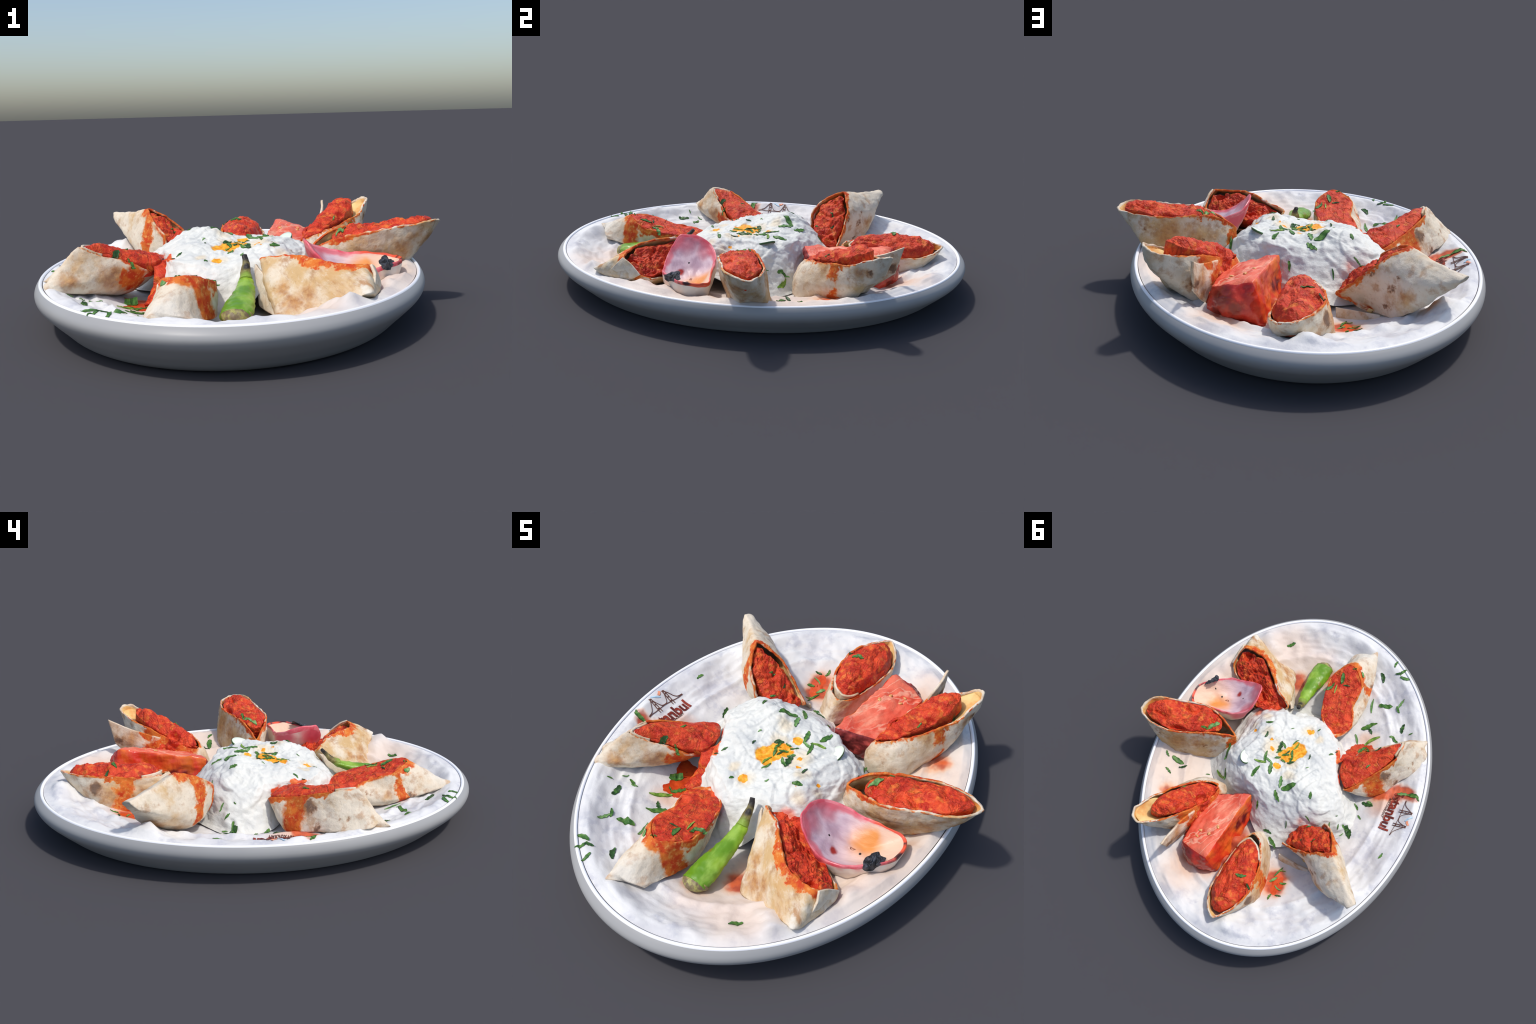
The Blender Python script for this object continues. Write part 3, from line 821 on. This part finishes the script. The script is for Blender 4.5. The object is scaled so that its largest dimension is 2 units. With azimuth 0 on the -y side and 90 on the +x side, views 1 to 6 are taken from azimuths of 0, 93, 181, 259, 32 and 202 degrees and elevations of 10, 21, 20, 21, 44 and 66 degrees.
# ------------------------------------------------------------------ onion petal
def build_onion():
    U = 120
    rim = closed([(.243, -.352, .308), (.28, -.385, .262), (.35, -.402, .208), (.435, -.395, .206), (.525, -.345, .212), (.585, -.285, .222), (.592, -.215, .222), (.57, -.178, .22),
                  (.50, -.178, .232), (.40, -.180, .236), (.325, -.178, .25), (.262, -.215, .28), (.237, -.275, .305)], U, 0.9)
    low = np.array([.415, -.28, .158])
    rows = []
    # inside of the bowl, centre to rim
    for j in range(1, 26):
        s = j / 25
        rows.append([low * (1 - s) + rim[i] * s - np.array([0, 0, .05]) * (math.sin(math.pi * s) ** 1.0) * 0.55 * (0.5 + (rim[i, 2] - .19) * 4) for i in range(U)])
    c = rim.mean(0)
    out = (rim - c) * np.array([1, 1, 0])
    out /= np.linalg.norm(out, axis=1, keepdims=True)
    inn = len(rows)
    rows.append([rim[i] + out[i] * .003 + np.array([0, 0, .002]) for i in range(U)])
    rows.append([rim[i] + out[i] * .006 - np.array([0, 0, .005]) for i in range(U)])
    nrim = len(rows)
    for s in np.linspace(0.12, 1, 14):
        row = []
        for i in range(U):
            b = c + (rim[i] - c) * np.array([.62, .72, 0])
            b[0] += 0.02
            b[2] = 0.09
            p = (rim[i] + out[i] * .006) * (1 - s) + b * s + out[i] * .012 * math.sin(math.pi * s)
            row.append(p)
        rows.append(row)
    P = np.array(rows)
    for j in range(len(P)):
        for i in range(U):
            p = P[j, i]
            P[j, i] = p + np.array(noise.noise_vector(Vector(p * 14))) * 0.006 + np.array(noise.noise_vector(Vector(p * 32))) * 0.003
    V = [tuple(p) for r in P for p in r]
    V.append(tuple(low))
    F = grid_faces(len(P), U) + [(len(V) - 1, i, (i + 1) % U) for i in range(U)]
    t = Tree("grilled_pink_onion", 0.42, 0.3)
    w = t.warped(0.05, 14)
    grain = t.noise(24, 4, 0.6, t.stretched((1, 0.25, -0.2), 4))
    inside = t.mix(t.ramp(grain, 0.35, 0.7), lin(220, 196, 203), lin(198, 168, 182))
    warm = t.blobs(w, [((.53, -.25, .2), .13)], 0.6)
    inside = t.mix(t.math("MULTIPLY", warm, 0.75), inside, lin(240, 200, 160))
    inside = t.mix(t.math("MULTIPLY", t.blobs(w, [((.45, -.235, .165), .055), ((.46, -.215, .18), .035)], 0.6), 0.85), inside, lin(226, 140, 40))
    inside = t.mix(t.blobs(w, [((.366, -.325, .17), .016)], 0.5), inside, lin(170, 50, 46))
    inside = t.mix(t.math("MULTIPLY", t.blobs(w, [((.26, -.32, .28), .05), ((.285, -.23, .26), .04)], 0.6), 0.7), inside, lin(206, 96, 112))
    inside = t.mix(t.blobs(t.warped(0.01, 60), [((.452, -.29, .17), .006, (0, 0, 1), 6), ((.50, -.315, .19), .004, (0, 0, 1), 5), ((.33, -.30, .2), .004, (0, 0, 1), 5)], 0.3), inside, lin(40, 34, 34))
    band = t.run(w, [((.243, -.352, .30), .03), ((.285, -.392, .25), .022), ((.366, -.412, .205), .016), ((.44, -.40, .20), .012), ((.52, -.35, .21), .010)], 0.6)
    band = t.math("MAXIMUM", band, t.run(w, [((.237, -.275, .30), .03), ((.262, -.215, .275), .022), ((.325, -.185, .25), .018), ((.42, -.185, .236), .012), ((.57, -.185, .222), .008), ((.59, -.25, .222), .008)], 0.6))
    inside = t.mix(t.math("MULTIPLY", band, 0.8), inside, lin(222, 96, 108))
    m_in = t.finish(inside, grain, 0.4, 0.012)
    t = Tree("pink_onion_edge", 0.3, 0.5)
    w = t.warped(0.04, 20)
    e = t.mix(t.ramp(t.noise(22, 4), 0.35, 0.65), lin(222, 84, 98), lin(236, 140, 146))
    e = t.mix(t.blobs(w, [((.59, -.22, .22), .09), ((.50, -.18, .23), .06)], 0.5), e, lin(228, 86, 56))
    e = t.mix(t.blobs(w, [((.588, -.27, .22), .02), ((.57, -.30, .21), .015), ((.585, -.205, .22), .012)], 0.5), e, lin(70, 34, 36))
    m_rim = t.finish(e)
    t = Tree("onion_outer_skin", 0.4, 0.4)
    w = t.warped(0.05, 14)
    o = t.mix(t.ramp(t.noise(10, 4), 0.35, 0.65), lin(238, 228, 214), lin(236, 214, 196))
    # pink high on the leaning side, bleached near the plate
    o = t.mix(t.blobs(w, [((.26, -.37, .27), .09), ((.33, -.42, .21), .055), ((.29, -.2, .24), .07), ((.42, -.435, .20), .03), ((.5, -.40, .205), .03)], 0.5), o, lin(226, 96, 110))
    m_out = t.finish(o, t.noise(20, 4), 0.2, 0.01)
    idx = []
    for j in range(len(P) - 1):
        idx += [0 if j < inn - 2 else (1 if j < nrim else 2)] * U
    idx += [0] * U
    ob = add("onion_petal", V, F, None, mats=[m_in, m_rim, m_out], idx=idx)
    thing(ob, "cupped grilled pink onion petal with charred patch", "onion")
    # charred patch: a crumpled black crust lying on the front edge
    t = Tree("black_char", 0.35, 0.6)
    ch = t.finish(t.mix(t.ramp(t.noise(50, 4, 0.7), 0.45, 0.65), lin(26, 26, 30), lin(84, 88, 98)), t.noise(70, 5, 0.7), 0.9, 0.015)
    V, F = [], []
    nu, nv = 40, 24
    ax, sd = Vector((.62, .78, .10)).normalized(), Vector((.55, -.45, -.62)).normalized()
    up = ax.cross(sd)
    up = up if up.z > 0 else -up
    for j in range(nv):
        for i in range(nu):
            a, r = 2 * math.pi * i / nu, (j + 1) / nv
            p = Vector((.527, -.338, .222)) + ax * .043 * r * math.cos(a) * (1 + .2 * math.sin(3 * a)) + sd * .030 * r * math.sin(a) * (1 + .25 * math.cos(2 * a + 1)) + up * (.014 * (1 - r ** 2.2) - .004)
            p += up * (.016 * (abs(noise.noise(p * 40)) - .2)) + noise.noise_vector(p * 55) * .006
            V.append(p)
    F = grid_faces(nv, nu)
    V.append(Vector((.527, -.338, .222)) + up * .014)
    F += [(len(V) - 1, i, (i + 1) % nu) for i in range(nu)]
    c = add("charred_patch", V, F, ch, ob)
    bm = bmesh.new()
    bm.from_mesh(c.data)
    bmesh.ops.recalc_face_normals(bm, faces=bm.faces)
    bm.to_mesh(c.data)
    bm.free()
    return ob


onion = build_onion()


# ------------------------------------------------------------------ tomato wedge
def build_tomato():
    # corners: top face (inner-left, inner-right, outer-right, outer-left) and the foot below
    a, b, c, d = map(Vector, ((.076, .205, .228), (.27, .27, .19), (.318, .575, .222), (.158, .632, .272)))
    e, f, g, h = map(Vector, ((.042, .235, .085), (.25, .26, .075), (.34, .55, .088), (.104, .632, .084)))
    n = 30
    V, F, IDX = [], [], []
    centre = (a + b + c + d + e + f + g + h) / 8

    def face(p, q, r, s, mi, dome):
        base = len(V)
        nn = (q - p).cross(s - p).normalized()
        if nn.dot((p + q + r + s) / 4 - centre) < 0:
            nn = -nn
        for j in range(n + 1):
            for i in range(n + 1):
                u, v = i / n, j / n
                x = p * (1 - u) * (1 - v) + q * u * (1 - v) + r * u * v + s * (1 - u) * v
                V.append(x + nn * dome * 16 * u * (1 - u) * v * (1 - v))
        for j in range(n):
            for i in range(n):
                k = base + j * (n + 1) + i
                F.append((k, k + 1, k + n + 2, k + n + 1))
                IDX.append(mi)
    face(a, b, c, d, 0, .006)
    face(a, d, h, e, 1, -.012)
    face(d, c, g, h, 2, .062)
    face(b, c, g, f, 2, .02)
    face(a, b, f, e, 3, .012)
    face(e, f, g, h, 2, 0.0)
    t = Tree("tomato_flesh", 0.42, 0.3)
    w = t.warped(0.03, 20)
    col = t.mix(t.ramp(t.noise(9, 4), 0.35, 0.7), lin(222, 84, 60), lin(234, 122, 94))
    vein = t.noise(16, 4, 0.6, t.stretched((.45, .85, .1), 5), 0.6)
    col = t.mix(t.math("MULTIPLY", t.ramp(vein, 0.50, 0.66), 0.75), col, lin(240, 158, 128))
    thread = t.noise(9, 3, 0.5, t.stretched((.5, .85, .1), 3), 1.2)
    line = t.math("SUBTRACT", 1.0, t.ramp(t.math("ABSOLUTE", t.math("SUBTRACT", thread, 0.5)), 0.0, 0.022))
    col = t.mix(t.math("MULTIPLY", line, 0.55), col, lin(246, 190, 160))
    edge = t.blobs(w, [((.10, .24, .22), .05), ((.22, .25, .19), .05), ((.08, .21, .22), .05)], 0.6)
    col = t.mix(t.math("MULTIPLY", edge, 0.5), col, lin(206, 50, 40))
    flesh = t.finish(col, t.noise(45, 4, 0.6), 0.4, 0.01)
    t = Tree("tomato_inner_wall", 0.25, 0.5)
    w = t.warped(0.05, 16)
    col = t.mix(t.ramp(t.noise(12, 4, 0.6, t.stretched((0, .2, 1), 3)), 0.35, 0.65), lin(214, 54, 32), lin(234, 116, 44))
    col = t.mix(t.blobs(w, [((.09, .37, .15), .03), ((.07, .32, .14), .03)], 0.5), col, lin(110, 22, 22))
    wall = t.finish(col, t.noise(30, 4), 0.3, 0.01)
    t = Tree("tomato_skin", 0.25, 0.5)
    w = t.warped(0.05, 20)
    col = t.mix(t.ramp(t.noise(10, 4), 0.35, 0.65), lin(186, 36, 26), lin(216, 72, 44))
    col = t.mix(t.math("MULTIPLY", t.blobs(w, [((.27, .62, .2), .05), ((.22, .65, .17), .03), ((.29, .61, .14), .025)], 0.5), 0.7), col, lin(74, 30, 26))
    col = t.mix(t.math("MULTIPLY", t.ramp(t.noise(28, 4), 0.62, 0.74), 0.3), col, lin(226, 130, 84))
    skin = t.finish(col, t.noise(30, 4), 0.3, 0.01)
    t = Tree("tomato_dark_end", 0.35, 0.4)
    col = t.mix(t.ramp(t.noise(22, 4), 0.4, 0.65), lin(120, 40, 40), lin(184, 78, 72))
    dark_end = t.finish(col, t.noise(40, 4), 0.4, 0.01)
    ob = add("tomato_wedge", V, F, None, mats=[flesh, wall, skin, dark_end], idx=IDX)
    bm = bmesh.new()
    bm.from_mesh(ob.data)
    bmesh.ops.remove_doubles(bm, verts=bm.verts, dist=0.0008)
    for _ in range(9):
        bmesh.ops.smooth_vert(bm, verts=bm.verts, factor=0.5, use_axis_x=True, use_axis_y=True, use_axis_z=True)
    bmesh.ops.recalc_face_normals(bm, faces=bm.faces)
    bm.normal_update()
    for v in bm.verts:
        v.co += v.normal * (fract(v.co, 11, 4, off=8) * .010 + fract(v.co, 40, 3, off=1) * .003)
        # a crease in the top face
        k = max(0, 1 - abs((v.co.x - .155) - .35 * (v.co.y - .42)) / .008) * max(0, 1 - abs(v.co.y - .42) / .06)
        if v.normal.z > .5:
            v.co.z -= .006 * k
    bm.to_mesh(ob.data)
    bm.free()
    thing(ob, "grilled red tomato wedge with blistered skin", "tomato")
    t = Tree("tomato_seed_skin", 0.4, 0.4)
    sm = t.finish(t.mix(t.ramp(t.noise(90, 2), 0.4, 0.6), lin(226, 172, 110), lin(186, 116, 60)))
    bm = bmesh.new()
    bmesh.ops.create_uvsphere(bm, u_segments=16, v_segments=10, radius=0.010)
    for v in bm.verts:
        v.co.y *= .75
        v.co.z *= .5
    me = bpy.data.meshes.new("tomato_seed")
    bm.to_mesh(me)
    bm.free()
    me.materials.append(sm)
    me.polygons.foreach_set("use_smooth", [True] * len(me.polygons))
    bvh = BVHTree.FromPolygons([v.co for v in ob.data.vertices], [p.vertices for p in ob.data.polygons])
    for x, y, s, r in ((.246, .487, 1, .3), (.195, .493, 1.1, 1.2), (.166, .446, 1.15, 2.0), (.25, .523, .9, 2.6)):
        hit = bvh.ray_cast(Vector((x, y, 1)), Vector((0, 0, -1)))
        so = bpy.data.objects.new("tomato_seed", me)
        COL.objects.link(so)
        so.parent = ob
        so.location = hit[0]
        so.rotation_euler = (0.1, -0.2, r)
        so.scale = (s, s, s)
    return ob


tomato = build_tomato()


# ------------------------------------------------------------------ things dropped on the finished surface
def surface_tree(objs):
    V, F = [], []
    for o in objs:
        b = len(V)
        V += [o.matrix_world @ v.co for v in o.data.vertices]
        F += [tuple(b + i for i in p.vertices) for p in o.data.polygons]
    return BVHTree.FromPolygons(V, F)


bpy.context.view_layer.update()
SOLID = [o for o in COL.objects if o.type == "MESH" and o.data.polygons and not o.name.startswith("tomato_seed")]
TOP = surface_tree(SOLID)
DISH = surface_tree([o for o in SOLID if o.name.startswith("dished")])


def drop(x, y, z0=0.9, tree=None):
    h = (tree or TOP).ray_cast(Vector((x, y, z0)), Vector((0, 0, -1)))
    return h[0] if h[0] is not None else Vector((x, y, 0.1))


def puddle(name, x, y, rx, ry, rot, parent, seed, tree=DISH, h=0.0035, mat=None):
    U, R = 64, 22
    V = []
    ca, sa = math.cos(rot), math.sin(rot)
    for j in range(R + 1):
        s = (j + 1) / (R + 1)
        for i in range(U):
            a = 2 * math.pi * i / U
            k = 1 + .35 * noise.noise(Vector((math.cos(a) * 1.3, math.sin(a) * 1.3, seed))) + .05 * noise.noise(Vector((math.cos(a) * 2.5, math.sin(a) * 2.5, seed)))
            dx, dy = rx * s * k * math.cos(a), ry * s * k * math.sin(a)
            px, py = x + dx * ca - dy * sa, y + dx * sa + dy * ca
            z = drop(px, py, tree=tree).z
            V.append((px, py, z + h * (1 - s ** 3) - 0.0015 + .001 * noise.noise(Vector((px * 40, py * 40, seed)))))
    F = grid_faces(R + 1, U)
    z = drop(x, y, tree=tree).z
    V.append((x, y, z + h))
    F += [(len(V) - 1, i, (i + 1) % U) for i in range(U)]
    return add(name, V, F, mat or SAUCE, parent)


puddle("sauce_puddle", -.365, -.275, .085, .07, .6, plate, 1.1)
puddle("sauce_puddle", -.20, .575, .04, .075, .2, plate, 3.3)
puddle("sauce_puddle", -.40, -.19, .06, .07, .5, plate, 8.8)

# sauce pouring from the left roll past its lip down to the plate
sheet("sauce_spill",
      [[(-.335, -.165, .206), (-.31, -.15, .212), (-.285, -.125, .218), (-.265, -.09, .222)],
       [(-.328, -.18, .16), (-.305, -.18, .165), (-.28, -.165, .172), (-.26, -.14, .18)],
       [(-.335, -.205, .105), (-.315, -.215, .115), (-.29, -.205, .125), (-.265, -.185, .132)],
       [(-.36, -.265, .070), (-.335, -.275, .070), (-.30, -.265, .074), (-.27, -.235, .08)]], FILL, 0.012, 40, 50, 4.2, 0.012, wrap_left)

# ------------------------------------------------------------------ parsley
GREENS = []
for nm, c1, c2 in (("parsley_green", lin(58, 108, 44), lin(98, 144, 62)), ("parsley_dark", lin(38, 74, 36), lin(66, 108, 52)), ("parsley_light", lin(96, 146, 78), lin(136, 178, 106)), ("parsley_stalk", lin(96, 140, 40), lin(156, 186, 84))):
    t = Tree(nm, 0.45, 0.4)
    c = t.mix(t.ramp(t.noise(60, 3), 0.35, 0.65), c1, c2)
    t.finish(c, t.noise(120, 3), 0.3, 0.004)
    tr = t.node("ShaderNodeBsdfTranslucent")
    t.put(tr.inputs[0], c)
    mx = t.node("ShaderNodeMixShader")
    mx.inputs[0].default_value = 0.15
    t.nt.links.new(t.bsdf.outputs[0], mx.inputs[1])
    t.nt.links.new(tr.outputs[0], mx.inputs[2])
    out = [n for n in t.nt.nodes if n.type == "OUTPUT_MATERIAL"][0]
    t.nt.links.new(mx.outputs[0], out.inputs[0])
    GREENS.append(t.mat)


def parsley(kind, x, y, length, ang, k):
    """a chopped leaf, lobed on both sides, laid on whatever is below it"""
    a = math.radians(ang)
    dx, dy = math.cos(a), math.sin(a)
    r = random.Random(k * 31 + 5)
    n, m = 18, 5
    wid = length * (0.19 if kind == "l" else 0.085) * r.uniform(.85, 1.2)
    bend = r.uniform(-.25, .25) * length
    top, zs = [], []
    for i in range(n + 1):
        u = i / n
        prof = math.sin(math.pi * min(1, u * .92 + .06)) ** .6
        if kind == "l":
            prof *= 1 - .42 * abs(math.sin(u * math.pi * 3 + k)) * (.5 + .5 * ((k * 7) % 3) / 2)
        for j in range(m):
            v = (j / (m - 1) - .5) * 2
            s, w = (u - .5) * length, v * wid * prof + bend * (u - .5) ** 2 * 2
            top.append((x + dx * s - dy * w, y + dy * s + dx * w, u, v))
    base = [drop(p[0], p[1]).z for p in top]
    lo = sorted(base)[len(base) // 2]
    for p, z in zip(top, base):
        z = min(max(z, lo - .018), lo + .018)
        zs.append(z + .0035 + .25 * wid * abs(p[3]) * .35 + .004 * noise.noise(Vector((p[0] * 60, p[1] * 60, k))))
    N = len(top)
    V = [(p[0], p[1], z) for p, z in zip(top, zs)] + [(p[0], p[1], z - .0028) for p, z in zip(top, zs)]
    F = grid_faces(n + 1, m, wrap=False, flip=True) + grid_faces(n + 1, m, wrap=False, base=N)
    for i in range(n):
        a0, b0 = i * m, (i + 1) * m
        F.append((a0, b0, N + b0, N + a0))
        a0, b0 = a0 + m - 1, b0 + m - 1
        F.append((b0, a0, N + a0, N + b0))
    for j in range(m - 1):
        F.append((j + 1, j, N + j, N + j + 1))
        q = n * m
        F.append((q + j, q + j + 1, N + q + j + 1, N + q + j))
    mat = GREENS[3] if kind == "s" and k % 3 == 0 else GREENS[(0, 1, 0, 2, 0)[k % 5]]
    rad = math.hypot(x - YC[0], y - YC[1])
    return add("parsley_leaf", V, F, mat, yogurt if rad < .26 else plate)


HERBS = """l0.128,-0.187,0.040,-160 l0.115,-0.115,0.036,-96 s0.290,0.010,0.100,-88 s0.297,0.128,0.072,150 s0.264,0.127,0.058,-76 l0.368,0.135,0.022,-158 s0.093,0.042,0.066,-175 s0.078,0.007,0.071,-79 s0.056,0.018,0.063,158
l0.100,0.097,0.069,-107 l0.030,0.060,0.065,-79 l0.027,-0.083,0.066,-88 l0.011,-0.097,0.043,139 l0.023,-0.053,0.035,-137 l-0.015,-0.046,0.040,-160 l-0.044,-0.065,0.044,-74 l-0.023,-0.065,0.027,-117 l-0.052,-0.033,0.042,-98
s-0.054,-0.116,0.050,-106 l0.016,-0.015,0.035,-149 l-0.016,-0.008,0.027,167 l-0.057,-0.011,0.040,-147 s-0.037,-0.141,0.043,-118 l-0.048,0.114,0.064,-77 l-0.099,0.131,0.079,-146 l-0.051,0.190,0.064,129 l-0.140,-0.072,0.028,-86
l-0.221,0.141,0.028,-86 l-0.149,-0.009,0.017,-135 l0.598,0.129,0.035,133 l0.537,0.139,0.069,170 l0.497,0.160,0.045,-148 l0.558,0.211,0.041,151 l0.391,-0.055,0.069,-126 l0.426,-0.018,0.039,-165 l0.398,0.321,0.022,-117
l0.497,0.446,0.029,-74 l0.216,-0.757,0.051,-141 l0.006,-0.209,0.017,-135 l-0.128,-0.254,0.020,-127 l-0.235,-0.140,0.027,-138 l-0.257,-0.168,0.017,-135 l-0.145,-0.594,0.059,-80 l-0.088,-0.523,0.050,-146 l-0.104,-0.542,0.038,-99
s-0.127,-0.529,0.052,-88 s-0.177,-0.565,0.038,-174 l-0.190,-0.662,0.024,-156 l-0.241,-0.656,0.036,117 l-0.386,-0.819,0.046,-97 l-0.438,-0.786,0.051,-121 l-0.343,-0.734,0.060,120 l-0.410,-0.573,0.076,-168 l-0.486,-0.609,0.054,-107
l-0.479,-0.572,0.046,124 l-0.355,-0.436,0.072,-138 l-0.376,-0.418,0.044,137 l-0.381,-0.458,0.039,-150 s-0.320,-0.352,0.062,119 l-0.364,-0.298,0.066,-128 s-0.400,-0.367,0.092,-136 l-0.537,-0.468,0.058,-88 l-0.591,-0.442,0.021,-151
l-0.502,-0.405,0.032,180 l-0.410,-0.250,0.059,-138 l-0.406,-0.232,0.033,155 l-0.460,-0.243,0.043,-118 l-0.439,-0.133,0.028,-120 l-0.650,-0.097,0.067,-170 l-0.709,-0.096,0.058,174 l-0.733,-0.086,0.034,126 l-0.495,0.006,0.060,174
l-0.446,0.032,0.041,133 s-0.335,-0.559,0.080,-80 s-0.241,0.236,0.033,155 l-0.258,0.270,0.026,-148 l-0.247,0.351,0.018,-96 s-0.143,0.291,0.029,-74 l-0.350,0.210,0.020,-79 l-0.394,0.193,0.024,-81 l-0.372,0.157,0.013,-141
l-0.448,0.184,0.069,123 l-0.424,0.174,0.039,168 s-0.422,0.209,0.027,-126 l-0.478,0.086,0.030,138 l-0.217,0.135,0.032,-90 l-0.060,0.344,0.049,171 l-0.101,0.385,0.062,144 l-0.509,-0.003,0.043,146 l-0.650,0.274,0.038,-108
l-0.228,0.564,0.035,-164 l-0.228,0.637,0.032,-173 l-0.187,0.656,0.036,-99 l-0.174,0.558,0.046,-128 s-0.183,0.508,0.067,-113 l-0.039,0.647,0.053,-169 l-0.090,0.680,0.030,143 l0.034,0.243,0.035,-77 s-0.560,-0.383,0.029,65
l-0.518,-0.392,0.042,-31 l-0.539,-0.470,0.046,88 l-0.461,0.193,0.057,102 s-0.200,0.497,0.035,16 s-0.210,0.600,0.044,-24 s-0.308,0.350,0.028,45 l-0.459,-0.748,0.054,2 l-0.418,-0.766,0.035,24 l-0.396,-0.311,0.027,-27"""
for k, tok in enumerate(HERBS.split()):
    x, y, ln, an = map(float, tok[1:].split(","))
    parsley(tok[0], x, y, ln, an, k)


# cucumber slice half sunk in the yogurt
def cucumber():
    t = Tree("cucumber_flesh", 0.3, 0.5)
    fl = t.finish(lin(226, 236, 216))
    t = Tree("cucumber_peel", 0.35, 0.5)
    pe = t.finish(lin(58, 92, 46))
    U = 40
    V, idx = [], []
    c = Vector((.172, .035, .258))
    rows = [(.0, .0065), (.6, .0065), (.93, .006), (1.0, .003), (1.0, -.004)]
    for s, z in rows:
        for i in range(U):
            a = 2 * math.pi * i / U
            V.append(c + Vector((.032 * s * math.cos(a), .046 * s * math.sin(a), z + .45 * .032 * s * math.cos(a) + .25 * .046 * s * math.sin(a))))
    F = grid_faces(len(rows), U)
    idx = [0] * U * 2 + [1] * U * 2
    return add("cucumber_slice", V, F, None, yogurt, mats=[fl, pe], idx=idx)


cucumber()


# ------------------------------------------------------------------ lettering and bridge mark on the plate
def lay(ob_verts, origin, u, v, lift):
    out = []
    for p in ob_verts:
        x, y = origin[0] + u[0] * p[0] + v[0] * p[1], origin[1] + u[1] * p[0] + v[1] * p[1]
        out.append((x, y, drop(x, y, tree=DISH).z + lift + p[2]))
    return out


def text(body, size, origin, u, v, mat, name, bold, lift, spacing=1.0):
    cu = bpy.data.curves.new(name, "FONT")
    cu.body, cu.size, cu.offset, cu.extrude, cu.space_character = body, size, bold, 0.0008, spacing
    cu.resolution_u = 4
    ob = bpy.data.objects.new(name, cu)
    COL.objects.link(ob)
    bpy.context.view_layer.update()
    me = bpy.data.meshes.new_from_object(ob.evaluated_get(bpy.context.evaluated_depsgraph_get()))
    bpy.data.objects.remove(ob)
    bm = bmesh.new()
    bm.from_mesh(me)
    bmesh.ops.triangulate(bm, faces=bm.faces)
    bmesh.ops.subdivide_edges(bm, edges=[e for e in bm.edges if e.calc_length() > size * .25], cuts=2)
    bm.to_mesh(me)
    bm.free()
    vs = lay([v.co for v in me.vertices], origin, u, v, lift)
    fs = [tuple(p.vertices) for p in me.polygons]
    add(name, vs, fs, mat, plate, smooth=False)


t = Tree("dark_red_print", 0.4, 0.4)
PRINT = t.finish(t.mix(t.ramp(t.noise(40, 2), 0.4, 0.6), lin(96, 34, 24), lin(150, 56, 36)))
t = Tree("brown_print", 0.4, 0.4)
BROWN = t.finish(lin(104, 66, 54))
t = Tree("orange_print", 0.4, 0.4)
OPRINT = t.finish(lin(240, 158, 120))
t = Tree("blue_print", 0.4, 0.4)
BPRINT = t.finish(lin(176, 208, 226))
TU, TV = (0.12, 0.993), (-0.993, 0.12)
text("istanbul", .072, (-.618, -.098), TU, TV, PRINT, "lettering", .0022, .003)
text("RESTAURANT", .016, (-.598, -.06), TU, TV, BROWN, "small_lettering", .0004, .003, 1.25)


def stroke(name, pts, w, mat, n=30):
    C = opened([(p[0], p[1], 0) for p in pts], n)
    V = []
    for j in range(n):
        tg = C[min(j + 1, n - 1)] - C[max(j - 1, 0)]
        tg /= np.linalg.norm(tg) + 1e-9
        s = np.array([-tg[1], tg[0], 0]) * w / 2
        for q, z in ((C[j] - s, -.001), (C[j] - s * .8, .0008), (C[j] + s * .8, .0008), (C[j] + s, -.001)):
            V.append((q[0], q[1], z))
    vs = lay(V, (-.668, -.035), TU, TV, .003)
    return (vs, grid_faces(n, 4, wrap=False))


parts = []
for px in (.035, .115):
    for o in (-.006, .006):
        parts.append(stroke("b", [(px + o, .0), (px + o * .9, .035), (px + o * .7, .07)], .004, BROWN, 10))
    for hgt in (.018, .036, .052, .068):
        parts.append(stroke("b", [(px - .006, hgt), (px, hgt), (px + .006, hgt)], .003, BROWN, 6))
parts.append(stroke("b", [(-.03, .012), (.0, .022), (.035, .066)], .0028, BROWN))
parts.append(stroke("b", [(.035, .066), (.055, .026), (.075, .018), (.095, .026), (.115, .066)], .0028, BROWN))
parts.append(stroke("b", [(.115, .066), (.15, .022), (.18, .012)], .0028, BROWN))
parts.append(stroke("b", [(-.03, .010), (.075, .016), (.18, .010)], .0026, BROWN))
VV, FF = [], []
for vs, fs in parts:
    b = len(VV)
    VV += vs
    FF += [tuple(i + b for i in f) for f in fs]
add("bridge_drawing", VV, FF, BROWN, plate, smooth=False)
vs, fs = stroke("f", [(.082, .062), (.092, .066), (.102, .076)], .012, OPRINT, 14)
add("orange_mark", vs, fs, OPRINT, plate, smooth=False)
vs, fs = stroke("f", [(.05, .078), (.062, .066), (.072, .058), (.084, .052)], .008, BPRINT, 14)
add("blue_mark", vs, fs, BPRINT, plate, smooth=False)

for o in COL.objects:
    if o.name.startswith("parsley") or o.name.startswith("small_lett"):
        pass
